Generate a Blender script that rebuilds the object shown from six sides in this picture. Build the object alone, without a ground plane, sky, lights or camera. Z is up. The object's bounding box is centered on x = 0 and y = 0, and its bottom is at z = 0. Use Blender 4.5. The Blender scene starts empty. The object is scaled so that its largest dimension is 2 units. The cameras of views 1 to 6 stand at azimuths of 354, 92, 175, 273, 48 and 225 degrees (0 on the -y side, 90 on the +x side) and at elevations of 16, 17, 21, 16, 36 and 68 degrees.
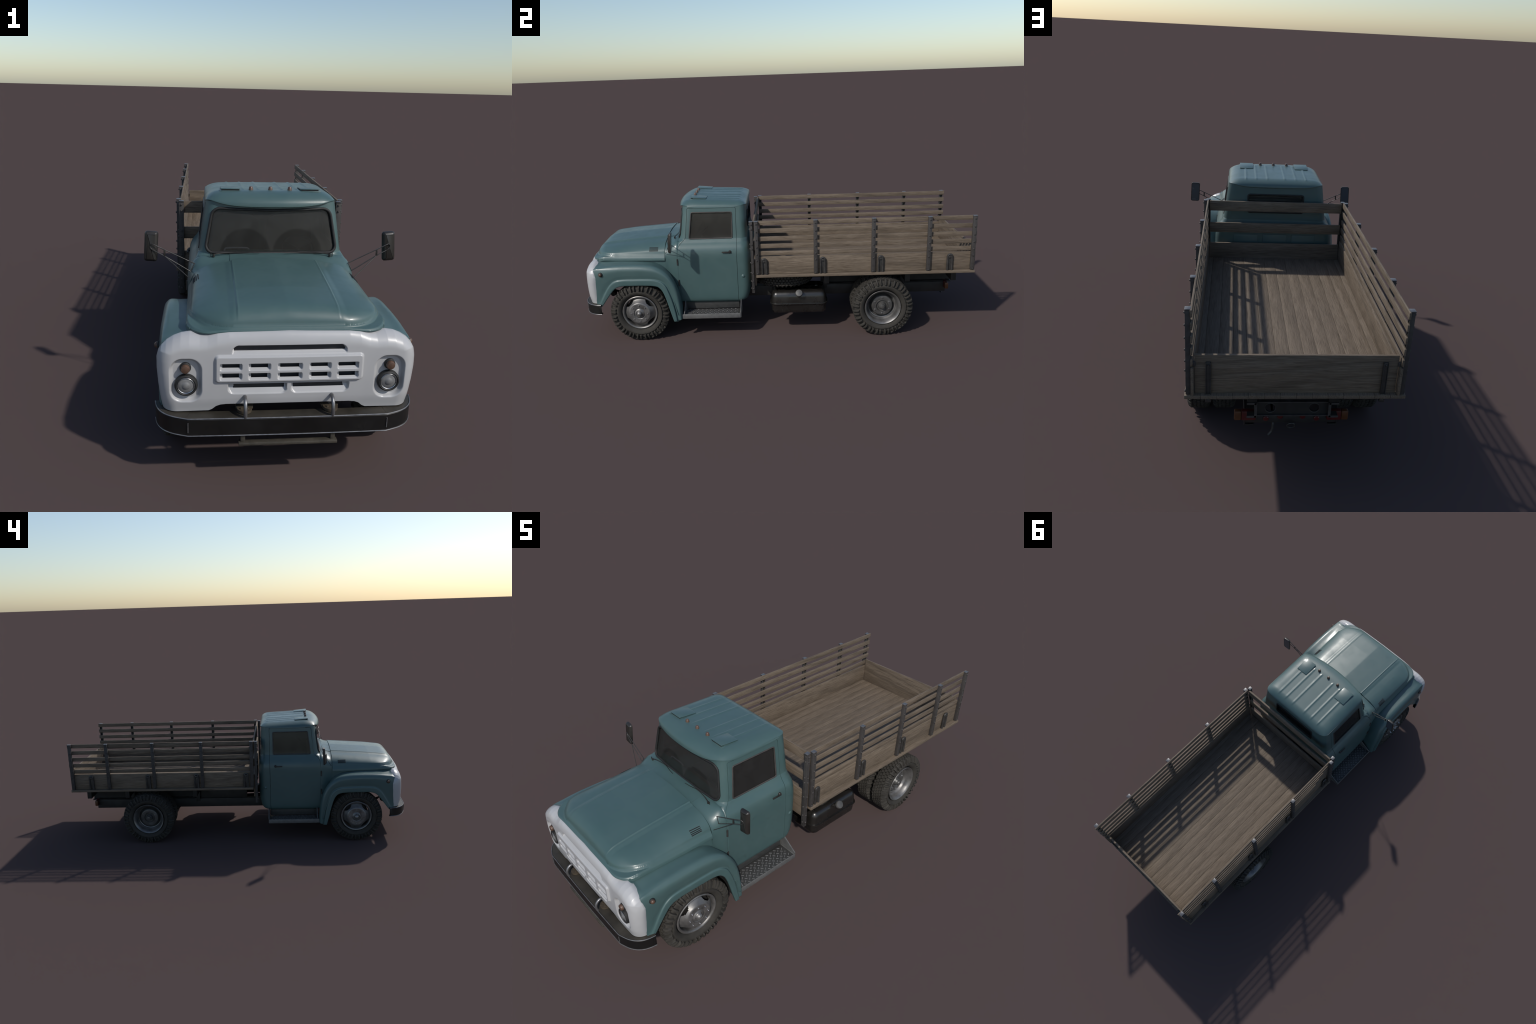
# Stake-bed lorry, built part by part.  Front looks along -y, metres, z up.
import bpy, bmesh, math, random
import numpy as np
from mathutils import Vector, Matrix

random.seed(7)
PI = math.pi
SCN = bpy.context.scene


# ------------------------------------------------------------------ helpers
def link(o):
    SCN.collection.objects.link(o)
    return o


def smooth_mesh(me, angle=35):
    if angle is None:
        return
    me.shade_smooth()
    me.set_sharp_from_angle(angle=math.radians(angle))


def mesh_obj(name, verts, faces, mat, parent=None, angle=35, loc=None):
    me = bpy.data.meshes.new(name)
    me.from_pydata([tuple(v) for v in verts], [], [tuple(f) for f in faces])
    bm = bmesh.new()
    bm.from_mesh(me)
    bmesh.ops.remove_doubles(bm, verts=bm.verts, dist=1e-6)
    bmesh.ops.recalc_face_normals(bm, faces=bm.faces)
    bm.to_mesh(me)
    bm.free()
    smooth_mesh(me, angle)
    return place(name, me, mat, parent, loc)


def place(name, me, mat, parent=None, loc=None, rot=None, scale=None):
    o = bpy.data.objects.new(name, me)
    if mat is not None and len(me.materials) == 0:
        me.materials.append(mat)
    link(o)
    if parent is not None:
        o.parent = parent
    if loc is not None:
        o.location = loc
    if rot is not None:
        o.rotation_euler = rot
    if scale is not None:
        o.scale = scale
    return o


def bm_obj(name, bm, mat, parent=None, angle=35, loc=None, recalc=True):
    if recalc:
        bmesh.ops.recalc_face_normals(bm, faces=bm.faces)
    me = bpy.data.meshes.new(name)
    bm.to_mesh(me)
    bm.free()
    smooth_mesh(me, angle)
    return place(name, me, mat, parent, loc)


def add_box(bm, c, s, bevel=0.0, rot=None, seg=2):
    """box centred on c with full sizes s, optional rounded edges and rotation matrix"""
    r = bmesh.ops.create_cube(bm, size=1.0)
    vs = r["verts"]
    for v in vs:
        v.co = Vector((v.co.x * s[0], v.co.y * s[1], v.co.z * s[2]))
    if bevel > 0:
        es = list({e for v in vs for e in v.link_edges})
        r2 = bmesh.ops.bevel(bm, geom=es, offset=bevel, segments=seg, profile=0.5, affect="EDGES", clamp_overlap=True)
        vs = list({v for v in r2["verts"]} | {v for v in vs if v.is_valid})
    M = Matrix.Translation(Vector(c)) @ (rot.to_4x4() if rot is not None else Matrix.Identity(4))
    for v in vs:
        v.co = M @ v.co
    return vs


def box_obj(name, c, s, mat, parent=None, bevel=0.0, local=True, rot=None, seg=2):
    bm = bmesh.new()
    add_box(bm, (0, 0, 0) if local else c, s, bevel, rot, seg)
    return bm_obj(name, bm, mat, parent, loc=c if local else None)


def add_lathe(bm, prof, axis="x", seg=48, c=(0, 0, 0), rot=None):
    """prof: list of (radius, height along the axis)"""
    rings = []
    M = rot.to_4x4() if rot is not None else Matrix.Identity(4)
    for r, h in prof:
        ring = []
        if r < 1e-6:
            ring = [(0.0, h)]
        for k in range(seg if r >= 1e-6 else 0):
            ring.append((r, h, 2 * PI * k / seg))
        vs = []
        for q in ring:
            if len(q) == 2:
                a, b, d = 0, 0, q[1]
            else:
                a, b, d = q[0] * math.cos(q[2]), q[0] * math.sin(q[2]), q[1]
            p = {"x": (d, a, b), "y": (a, d, b), "z": (a, b, d)}[axis]
            vs.append(bm.verts.new((M @ Vector(p)) + Vector(c)))
        rings.append(vs)
    for A, B in zip(rings, rings[1:]):
        if len(A) == 1 and len(B) == 1:
            continue
        n = max(len(A), len(B))
        for k in range(n):
            k2 = (k + 1) % n
            if len(A) == 1:
                bm.faces.new((A[0], B[k], B[k2]))
            elif len(B) == 1:
                bm.faces.new((A[k], A[k2], B[0]))
            else:
                bm.faces.new((A[k], A[k2], B[k2], B[k]))
    return rings


def lathe_obj(name, prof, mat, parent=None, axis="x", seg=48, c=(0, 0, 0), rot=None, angle=35, local=True):
    bm = bmesh.new()
    add_lathe(bm, prof, axis, seg, (0, 0, 0) if local else c, rot)
    return bm_obj(name, bm, mat, parent, angle, loc=c if local else None)


def spline(pts, n, closed=False):
    """Catmull-Rom through pts, n samples"""
    P = [np.array(p, float) for p in pts]
    m = len(P)
    out = []
    segs = m if closed else m - 1
    for i in range(n):
        t = i / (n if closed else n - 1) * segs
        k = min(int(t), segs - 1)
        f = t - k
        if closed:
            a, b, c, d = P[(k - 1) % m], P[k % m], P[(k + 1) % m], P[(k + 2) % m]
        else:
            b, c = P[k], P[k + 1]
            a = P[k - 1] if k > 0 else 2 * b - c
            d = P[k + 2] if k + 2 < m else 2 * c - b
        out.append(0.5 * ((2 * b) + (-a + c) * f + (2 * a - 5 * b + 4 * c - d) * f * f + (-a + 3 * b - 3 * c + d) * f ** 3))
    return out


def add_tube(bm, path, r, seg=8, closed=False, squash=None):
    """round tube along a polyline"""
    P = [Vector(p) for p in path]
    n = len(P)
    rings = []
    up = None
    for i in range(n):
        if closed:
            t = (P[(i + 1) % n] - P[i - 1]).normalized()
        else:
            t = (P[min(i + 1, n - 1)] - P[max(i - 1, 0)]).normalized()
        if up is None:
            up = Vector((0, 0, 1)) if abs(t.z) < 0.9 else Vector((1, 0, 0))
        s = t.cross(up)
        s.normalize()
        up = s.cross(t).normalized()
        rr = r(i / (n - 1)) if callable(r) else r
        rings.append([bm.verts.new(P[i] + rr * (math.cos(2 * PI * k / seg) * s + math.sin(2 * PI * k / seg) * up)) for k in range(seg)])
    pairs = list(zip(rings, rings[1:])) + ([(rings[-1], rings[0])] if closed else [])
    for A, B in pairs:
        for k in range(seg):
            bm.faces.new((A[k], A[(k + 1) % seg], B[(k + 1) % seg], B[k]))
    if not closed:
        bm.faces.new(rings[0])
        bm.faces.new(rings[-1])


def tube_obj(name, path, r, mat, parent=None, seg=8, closed=False):
    bm = bmesh.new()
    add_tube(bm, path, r, seg, closed)
    return bm_obj(name, bm, mat, parent, 50)


def grid_obj(name, rows, mat, parent=None, angle=35, closed_u=False):
    """rows: list of equally long point lists"""
    m = len(rows[0])
    verts = [p for row in rows for p in row]
    faces = []
    for i in range(len(rows) - 1):
        for j in range(m - 1 + (1 if closed_u else 0)):
            j2 = (j + 1) % m
            faces.append((i * m + j, i * m + j2, (i + 1) * m + j2, (i + 1) * m + j))
    return mesh_obj(name, verts, faces, mat, parent, angle)


def applied(o, angle=35):
    """replace the object's mesh by its evaluated mesh"""
    dg = bpy.context.evaluated_depsgraph_get()
    dg.update()
    me = bpy.data.meshes.new_from_object(o.evaluated_get(dg))
    o.modifiers.clear()
    old = o.data
    o.data = me
    bpy.data.meshes.remove(old)
    smooth_mesh(me, angle)
    return o


def boolean(o, cutter, op, angle=35):
    m = o.modifiers.new("b", "BOOLEAN")
    m.object = cutter
    m.operation = op
    m.solver = "EXACT"
    return applied(o, angle)


def solidify(o, t, offset=-1.0, angle=35):
    m = o.modifiers.new("s", "SOLIDIFY")
    m.thickness = t
    m.offset = offset
    m.use_even_offset = False
    return applied(o, angle)


def drop(*os_):
    for o in os_:
        bpy.data.objects.remove(o, do_unlink=True)


def prism(name, outline, axis, a, b):
    """closed prism: outline of 2-D points extruded along an axis from a to b"""
    n = len(outline)
    mk = {"x": lambda p, h: (h, p[0], p[1]), "y": lambda p, h: (p[0], h, p[1]), "z": lambda p, h: (p[0], p[1], h)}[axis]
    v = [mk(p, a) for p in outline] + [mk(p, b) for p in outline]
    f = [tuple(range(n)), tuple(range(2 * n - 1, n - 1, -1))]
    f += [(i, (i + 1) % n, n + (i + 1) % n, n + i) for i in range(n)]
    return mesh_obj(name, v, f, None, None, None)


def rounded(poly, r, seg=6):
    """round the corners of a polygon; r number or list"""
    out = []
    n = len(poly)
    for i in range(n):
        p = np.array(poly[i], float)
        a = np.array(poly[i - 1], float) - p
        b = np.array(poly[(i + 1) % n], float) - p
        la, lb = np.linalg.norm(a), np.linalg.norm(b)
        a, b = a / la, b / lb
        rr = r[i] if isinstance(r, (list, tuple)) else r
        ang = math.acos(max(-1, min(1, float(a @ b))))
        d = min(rr / max(math.tan(ang / 2), 1e-3), la * 0.49, lb * 0.49)
        q = d * math.tan(ang / 2)
        cen = p + (a + b) / np.linalg.norm(a + b) * (q / math.sin(ang / 2))
        s, e = p + a * d - cen, p + b * d - cen
        t0 = math.atan2(s[1], s[0])
        t1 = math.atan2(e[1], e[0])
        dt = (t1 - t0 + PI) % (2 * PI) - PI
        for k in range(seg + 1):
            t = t0 + dt * k / seg
            out.append((cen[0] + q * math.cos(t), cen[1] + q * math.sin(t)))
    return out


def inset(poly, d):
    """offset a closed polygon (2-D) inwards (d > 0) for either winding"""
    P = [np.array(p, float) for p in poly]
    area = sum(P[i - 1][0] * P[i][1] - P[i][0] * P[i - 1][1] for i in range(len(P)))
    s = 1 if area > 0 else -1
    out = []
    for i in range(len(P)):
        e1 = P[i] - P[i - 1]
        e2 = P[(i + 1) % len(P)] - P[i]
        n1 = np.array((-e1[1], e1[0])) / max(np.linalg.norm(e1), 1e-9)
        n2 = np.array((-e2[1], e2[0])) / max(np.linalg.norm(e2), 1e-9)
        n = n1 + n2
        n = n / max(np.linalg.norm(n), 1e-9)
        out.append(tuple(P[i] + s * d * n / max(0.5, float(n @ n1))))
    return out


def sstep(a, b, x):
    t = np.clip((x - a) / (b - a), 0, 1)
    return t * t * (3 - 2 * t)


def sd_rbox(px, pz, cx, cz, hx, hz, r):
    qx = np.abs(px - cx) - hx + r
    qz = np.abs(pz - cz) - hz + r
    return np.hypot(np.maximum(qx, 0), np.maximum(qz, 0)) + np.minimum(np.maximum(qx, qz), 0) - r


# ---------------------------------------------------------------- materials
class Nodes:
    def __init__(self, name):
        self.m = bpy.data.materials.new(name)
        self.m.use_nodes = True
        self.t = self.m.node_tree
        self.t.nodes.clear()
        self.out = self.n("ShaderNodeOutputMaterial")
        self.b = self.n("ShaderNodeBsdfPrincipled")
        self.l(self.b.outputs[0], self.out.inputs[0])
        self.tc = self.n("ShaderNodeTexCoord")

    def n(self, t, **kw):
        x = self.t.nodes.new(t)
        for k, v in kw.items():
            setattr(x, k, v)
        return x

    def l(self, a, b):
        self.t.links.new(a, b)

    def coords(self, scale=(1, 1, 1), rnd=0.0):
        mp = self.n("ShaderNodeMapping")
        mp.inputs["Scale"].default_value = scale
        self.l(self.tc.outputs["Object"], mp.inputs["Vector"])
        if rnd:
            oi = self.n("ShaderNodeObjectInfo")
            mu = self.n("ShaderNodeMath", operation="MULTIPLY")
            mu.inputs[1].default_value = rnd
            self.l(oi.outputs["Random"], mu.inputs[0])
            cb = self.n("ShaderNodeCombineXYZ")
            for k in range(3):
                self.l(mu.outputs[0], cb.inputs[k])
            self.l(cb.outputs[0], mp.inputs["Location"])
        return mp.outputs[0]

    def noise(self, vec, scale, detail=4, rough=0.55, dist=0.0):
        x = self.n("ShaderNodeTexNoise")
        x.inputs["Scale"].default_value = scale
        x.inputs["Detail"].default_value = detail
        x.inputs["Roughness"].default_value = rough
        x.inputs["Distortion"].default_value = dist
        self.l(vec, x.inputs["Vector"])
        return x.outputs["Fac"]

    def ramp(self, fac, stops):
        r = self.n("ShaderNodeValToRGB")
        e = r.color_ramp.elements
        while len(e) < len(stops):
            e.new(0.5)
        for x, (p, c) in zip(e, stops):
            x.position = p
            x.color = (c[0], c[1], c[2], 1) if isinstance(c, (tuple, list)) else (c, c, c, 1)
        self.l(fac, r.inputs[0])
        return r.outputs[0]

    def mix(self, fac, a, b, kind="MIX"):
        x = self.n("ShaderNodeMix", data_type="RGBA", blend_type=kind)
        if isinstance(fac, (int, float)):
            x.inputs[0].default_value = fac
        else:
            self.l(fac, x.inputs[0])
        for s, v in ((6, a), (7, b)):
            if isinstance(v, (tuple, list)):
                x.inputs[s].default_value = (v[0], v[1], v[2], 1)
            else:
                self.l(v, x.inputs[s])
        return x.outputs[2]

    def bump(self, h, strength, dist=0.002):
        b = self.n("ShaderNodeBump")
        b.inputs["Strength"].default_value = strength
        b.inputs["Distance"].default_value = dist
        self.l(h, b.inputs["Height"])
        self.l(b.outputs[0], self.b.inputs["Normal"])

    def set(self, **kw):
        for k, v in kw.items():
            s = self.b.inputs[k.replace("_", " ")]
            if hasattr(v, "node"):
                self.l(v, s)
            elif isinstance(v, (tuple, list)):
                s.default_value = (v[0], v[1], v[2], 1)
            else:
                s.default_value = v
        return self.m


def paint(name, base, var, rough=(0.36, 0.52), wear=None):
    N = Nodes(name)
    v = N.coords()
    f = N.noise(v, 9, 5, 0.6)
    col = N.mix(N.ramp(f, [(0.35, 0.0), (0.7, 1.0)]), base, var)
    r = N.ramp(N.noise(v, 14, 5, 0.65), [(0.3, rough[0]), (0.7, rough[1])])
    N.bump(N.noise(v, 30, 3), 0.05, 0.001)
    return N.set(Base_Color=col, Roughness=r, Specular_IOR_Level=0.5, Coat_Weight=0.2, Coat_Roughness=0.18)


def plain(name, base, rough, var=0.25, metallic=0.0, scale=40, bump=0.0, spec=0.5):
    N = Nodes(name)
    v = N.coords()
    f = N.ramp(N.noise(v, scale, 5, 0.6), [(0.3, 0.0), (0.7, 1.0)])
    lo = tuple(c * (1 - var) for c in base)
    hi = tuple(min(1, c * (1 + var)) for c in base)
    col = N.mix(f, lo, hi)
    r = N.ramp(N.noise(v, scale * 0.6, 4), [(0.3, max(0.02, rough - 0.08)), (0.7, min(1, rough + 0.1))])
    if bump:
        N.bump(N.noise(v, scale * 3, 4), bump, 0.001)
    return N.set(Base_Color=col, Roughness=r, Metallic=metallic, Specular_IOR_Level=spec)


def wood(name, axis, figure=0.6, hi=85.0):
    """weathered timber, grain along the given axis"""
    N = Nodes(name)
    lo = 3.6
    sc = [hi, hi, hi]
    sc["xyz".index(axis)] = lo
    v = N.coords(tuple(sc), 37.0)
    sc2 = [14.0, 14.0, 14.0]
    sc2["xyz".index(axis)] = 2.0
    v2 = N.coords(tuple(sc2), 53.0)
    fine = N.noise(v, 4.2, 6, 0.62, 0.6)
    wide = N.noise(v2, 1.3, 4, 0.6, 1.6)
    col = N.ramp(fine, [(0.30, (0.066, 0.049, 0.034)), (0.47, (0.130, 0.100, 0.072)), (0.72, (0.195, 0.155, 0.117))])
    shade = N.ramp(wide, [(0.3, (0.90, 0.89, 0.88)), (0.55, (1.0, 1.0, 1.0)), (0.8, (1.04, 1.03, 1.03))])
    col = N.mix(1.0, col, shade, "MULTIPLY")
    # flame figure: rings through a stretched, distorted field
    w = N.n("ShaderNodeTexWave", wave_type="BANDS", bands_direction="DIAGONAL")
    w.inputs["Scale"].default_value = 0.55
    w.inputs["Distortion"].default_value = 9.0
    w.inputs["Detail"].default_value = 3.0
    w.inputs["Detail Scale"].default_value = 0.8
    N.l(v2, w.inputs["Vector"])
    fig = N.ramp(w.outputs["Fac"], [(0.0, 0.7), (0.22, 1.0), (1.0, 1.03)])
    col = N.mix(figure, col, fig, "MULTIPLY")
    oi = N.n("ShaderNodeObjectInfo")
    tone = N.ramp(oi.outputs["Random"], [(0.0, 0.97), (1.0, 1.03)])
    col = N.mix(1.0, col, tone, "MULTIPLY")
    mx = N.n("ShaderNodeMath", operation="MULTIPLY_ADD")
    N.l(fine, mx.inputs[0])
    mx.inputs[1].default_value = 0.7
    N.l(w.outputs["Fac"], mx.inputs[2])
    N.bump(mx.outputs[0], 0.55, 0.0022)
    return N.set(Base_Color=col, Roughness=0.72, Specular_IOR_Level=0.35)


M_TEAL = paint("teal_paint", (0.049, 0.094, 0.094), (0.057, 0.102, 0.101))
M_WHITE = paint("white_paint", (0.40, 0.40, 0.405), (0.375, 0.375, 0.38), (0.30, 0.42))
M_WOODY = wood("weathered_wood_lengthwise", "y")
M_WOODX = wood("weathered_wood_crosswise", "x")
M_DECK = wood("deck_timber", "y", 0.3, 120.0)
M_POST = plain("grey_worn_steel", (0.047, 0.043, 0.041), 0.55, 0.25, 0.0, 60, 0.15, 0.4)
M_LATCH = plain("dark_latch_steel", (0.045, 0.043, 0.041), 0.42, 0.3, 0.3, 60, 0.1)
M_BLACK = plain("black_enamel", (0.020, 0.018, 0.016), 0.38, 0.35, 0.0, 25, 0.05)
M_BUMPER = plain("darkened_black_bumper", (0.0045, 0.0042, 0.004), 0.45, 0.4, 0.0, 18, 0.08)  # base darkened to carry the dim light on the front face
M_EDGE = plain("pale_bright_edge", (0.18, 0.18, 0.185), 0.35, 0.3, 0.6, 60)
M_CHASSIS = plain("dark_chassis", (0.014, 0.013, 0.012), 0.6, 0.35, 0.0, 30, 0.1)
M_RUBBER = plain("black_rubber", (0.011, 0.011, 0.011), 0.65, 0.2, 0.0, 60)
M_TYRE = plain("dusty_tyre_rubber", (0.034, 0.031, 0.0265), 0.8, 0.3, 0.0, 22, 0.2, 0.3)
M_RIM = plain("worn_steel_rim", (0.165, 0.16, 0.155), 0.40, 0.35, 0.6, 30, 0.06)
M_CHROME = plain("bright_steel", (0.45, 0.45, 0.46), 0.25, 0.15, 0.9, 40)
M_STEP = plain("step_steel", (0.115, 0.115, 0.113), 0.5, 0.2, 0.2, 50, 0.1)
M_PLATE = plain("step_plate", (0.042, 0.042, 0.041), 0.5, 0.2, 0.1, 50, 0.1)
M_AMBER = plain("dull_amber_lens", (0.088, 0.050, 0.034), 0.4, 0.2, 0.0, 60)
M_ORANGE = plain("orange_lens", (0.085, 0.030, 0.010), 0.4, 0.15, 0.0, 60)
M_RED = plain("red_lens", (0.072, 0.008, 0.008), 0.35, 0.2, 0.0, 60)
M_SEAT = plain("dark_vinyl", (0.030, 0.028, 0.027), 0.6, 0.25, 0.0, 30)
M_TRIM = plain("grey_brown_trim", (0.085, 0.078, 0.070), 0.65, 0.25, 0.0, 20)
M_MIRROR = plain("mirror_glass", (0.085, 0.09, 0.10), 0.25, 0.05, 0.0, 20)  # non-metallic; the sky reflection is mixed into this blue-grey base
M_LENS = plain("headlamp_glass", (0.155, 0.155, 0.155), 0.4, 0.12, 0.0, 120)
M_CAP = plain("pale_steel_cap", (0.12, 0.12, 0.125), 0.42, 0.25, 0.4, 60)
M_HOOK = plain("worn_hook_steel", (0.20, 0.20, 0.205), 0.32, 0.2, 0.7, 40)
M_SLOT = plain("slot_shade_grey", (0.035, 0.035, 0.037), 0.7, 0.2, 0.0, 30)
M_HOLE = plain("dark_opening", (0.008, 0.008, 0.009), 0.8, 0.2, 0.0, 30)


def glass(name, lo, hi, swept=False, tone=0.033):
    """dusty pane; on the windscreen the wipers keep two arcs clear"""
    N = Nodes(name)
    v = N.coords()
    dust = N.ramp(N.noise(v, 16, 6, 0.65, 0.7), [(0.35, lo), (0.75, hi)])
    if swept:
        sep = N.n("ShaderNodeSeparateXYZ")
        N.l(v, sep.inputs[0])
        ab = N.n("ShaderNodeMath", operation="ABSOLUTE")
        N.l(sep.outputs[0], ab.inputs[0])
        cb = N.n("ShaderNodeCombineXYZ")
        N.l(ab.outputs[0], cb.inputs[0])
        N.l(sep.outputs[2], cb.inputs[2])
        ds = N.n("ShaderNodeVectorMath", operation="DISTANCE")
        ds.inputs[1].default_value = (0.086, 0.0, 0.508)
        N.l(cb.outputs[0], ds.inputs[0])
        clear = N.ramp(ds.outputs["Value"], [(0.078, 0.58), (0.086, 1.0)])
        dust = N.mix(1.0, dust, clear, "MULTIPLY")
    N.set(Base_Color=(tone, tone * 0.97, tone * 0.94), Roughness=0.16, Specular_IOR_Level=0.4)
    tr = N.n("ShaderNodeBsdfTransparent")
    tr.inputs[0].default_value = (0.74, 0.74, 0.73, 1)
    mx = N.n("ShaderNodeMixShader")
    N.l(dust, mx.inputs[0])
    N.l(tr.outputs[0], mx.inputs[1])
    N.l(N.b.outputs[0], mx.inputs[2])
    N.l(mx.outputs[0], N.out.inputs[0])
    return N.m


M_SCREEN = glass("dusty_windscreen_glass", 0.38, 0.60, True, 0.050)
M_GLASS = glass("dusty_side_glass", 0.50, 0.75)

# --------------------------------------------------------------------- root
TRUCK = bpy.data.objects.new("stake_bed_truck", None)
link(TRUCK)
TRUCK["label"] = "old teal lorry, white grille, wooden stake bed"
TRUCK["category"] = "truck"


# ---------------------------------------------------------------------- cab
# stations: z, half width, y of the rear wall, y of the front wall at the corner, front corner radius, rear radius, bow
CAB = [
    (0.170, 0.250, -0.172, -0.480, 0.010, 0.030, 0.0),
    (0.180, 0.262, -0.156, -0.494, 0.006, 0.034, 0.0),
    (0.195, 0.2690, -0.145, -0.4965, 0.004, 0.036, 0.0),
    (0.230, 0.2720, -0.134, -0.4965, 0.004, 0.038, 0.0),
    (0.280, 0.2735, -0.128, -0.4965, 0.004, 0.040, 0.0),
    (0.360, 0.2750, -0.127, -0.4965, 0.004, 0.040, 0.0),
    (0.420, 0.2750, -0.128, -0.4965, 0.004, 0.040, 0.0),
    (0.450, 0.2720, -0.130, -0.4965, 0.004, 0.040, 0.0),
    (0.468, 0.2665, -0.132, -0.4965, 0.006, 0.038, 0.0),
    (0.482, 0.2575, -0.136, -0.4965, 0.010, 0.036, 0.0),
    (0.493, 0.2480, -0.139, -0.4965, 0.012, 0.034, 0.0),
    (0.500, 0.2435, -0.1405, -0.4955, 0.022, 0.032, 0.004),
    (0.507, 0.2400, -0.1415, -0.4895, 0.033, 0.032, 0.010),
    (0.515, 0.2370, -0.142, -0.487, 0.036, 0.032, 0.012),
    (0.560, 0.2310, -0.143, -0.480, 0.038, 0.032, 0.012),
    (0.610, 0.2245, -0.144, -0.4725, 0.038, 0.032, 0.012),
    (0.650, 0.2190, -0.145, -0.4665, 0.038, 0.032, 0.012),
    (0.676, 0.2155, -0.146, -0.463, 0.038, 0.032, 0.012),
]


def cab_ring(s, off=0.0, nx=36, ny=40, na=8):
    z, w, yr, yf, rf, rr, bow = s
    w, yr, yf = w - off, yr - off, yf + off
    rf, rr = max(0.002, rf - off), max(0.002, rr - off)
    pts = []

    def arc(cx, cy, r, a0, a1):
        for k in range(na + 1):
            a = a0 + (a1 - a0) * k / na
            pts.append((cx + r * math.cos(a), cy + r * math.sin(a)))

    def seg(p, q, n):
        for k in range(1, n):
            pts.append((p[0] + (q[0] - p[0]) * k / n, p[1] + (q[1] - p[1]) * k / n))

    # counter-clockwise from the right rear corner
    arc(w - rr, yr - rr, rr, 0, PI / 2)
    seg((w - rr, yr), (-w + rr, yr), nx)
    arc(-w + rr, yr - rr, rr, PI / 2, PI)
    seg((-w, yr - rr), (-w, yf + rf), ny)
    arc(-w + rf, yf + rf, rf, PI, 1.5 * PI)
    seg((-w + rf, yf), (w - rf, yf), nx)
    arc(w - rf, yf + rf, rf, 1.5 * PI, 2 * PI)
    seg((w, yf + rf), (w, yr - rr), ny)
    out = []
    for x, y in pts:
        k = float(sstep(-0.40, -0.46, y))
        out.append((x, y - bow * k * (1 - min(1, (x / w) ** 2)), z))
    return out


def cab_shell(name, off=0.0, thick=0.009, mat=None):
    """closed hollow body: outer skin plus an inner skin, thick apart"""
    st = spline(CAB, 80)
    verts, faces = [], []
    for k, (o_, lo, hi) in enumerate(((off, 0.0, 0.0), (off + thick, thick, thick))):
        rings = []
        for s in st:
            f = (s[0] - CAB[0][0]) / (CAB[-1][0] - CAB[0][0])
            r = cab_ring(s, o_)
            z = s[0] + lo * (1 - f) - hi * f
            rings.append([(p[0], p[1], z) for p in r])
        m = len(rings[0])
        b = len(verts)
        verts += [p for r in rings for p in r]
        fs = [(b + i * m + j, b + i * m + (j + 1) % m, b + (i + 1) * m + (j + 1) % m, b + (i + 1) * m + j) for i in range(len(rings) - 1) for j in range(m)]
        fs.append(tuple(b + j for j in reversed(range(m))))
        fs.append(tuple(b + (len(rings) - 1) * m + j for j in range(m)))
        faces += [f[::-1] for f in fs] if k else fs
    me = bpy.data.meshes.new(name)
    me.from_pydata(verts, [], faces)
    return place(name, me, mat)


DOOR = [(-0.4990, 0.177), (-0.4990, 0.425), (-0.489, 0.482), (-0.463, 0.506), (-0.4535, 0.520), (-0.4400, 0.667), (-0.1940, 0.667), (-0.1955, 0.177)]
DOOR = rounded(DOOR, [0.004, 0.03, 0.02, 0.02, 0.01, 0.008, 0.008, 0.006], 4)
SIDEWIN = rounded([(-0.4210, 0.6465), (-0.2125, 0.6445), (-0.2140, 0.5105), (-0.4385, 0.5105)], 0.008, 4)
WSHIELD = [(-0.2185, 0.511), (-0.11, 0.5115), (0.0, 0.512), (0.11, 0.5115), (0.2185, 0.511), (0.1925, 0.657), (0.10, 0.6525), (0.0, 0.6505), (-0.10, 0.6525), (-0.1925, 0.657)]
WSHIELD = rounded(WSHIELD, [0.022, 0.3, 0.3, 0.3, 0.022, 0.03, 0.3, 0.3, 0.3, 0.03], 5)
REARWIN = rounded([(-0.128, 0.545), (0.128, 0.545), (0.128, 0.630), (-0.128, 0.630)], 0.010, 4)

shell = cab_shell("cab", 0.0, 0.009, M_TEAL)
probe = shell.data.copy()  # uncut copy for ray casts
probe_o = place("probe", probe, None)
probe_o.hide_render = True

c_ws = prism("c", WSHIELD, "y", -0.56, -0.41)
c_rw = prism("c", REARWIN, "y", -0.20, -0.08)
c_sw = prism("c", SIDEWIN, "x", -0.4, 0.4)
doors = []
for sx in (1, -1):
    d = place("door", shell.data.copy(), M_TEAL)
    big = prism("c", inset(DOOR, 0.0004), "x", sx * 0.20, sx * 0.40)
    boolean(d, big, "INTERSECT")
    drop(big)
    boolean(d, c_sw, "DIFFERENCE", 30)
    d.parent = TRUCK
    doors.append(d)
cab = shell
for sx in (1, -1):
    gap = prism("c", inset(DOOR, -0.0013), "x", sx * 0.20, sx * 0.40)
    boolean(cab, gap, "DIFFERENCE")
    drop(gap)
boolean(cab, c_ws, "DIFFERENCE")
boolean(cab, c_rw, "DIFFERENCE", 30)
cab.parent = TRUCK

# panes: a thin shell inside the wall, trimmed to each opening
pane_src = cab_shell("pane", 0.004, 0.0018, M_GLASS)


def pane(name, outline, axis, a, b, parent, mat=None):
    o = place(name, pane_src.data.copy(), None)
    o.data.materials[0] = mat or M_GLASS
    c = prism("c", inset(outline, -0.004), axis, a, b)
    boolean(o, c, "INTERSECT")
    drop(c)
    o.parent = parent
    return o


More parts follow.
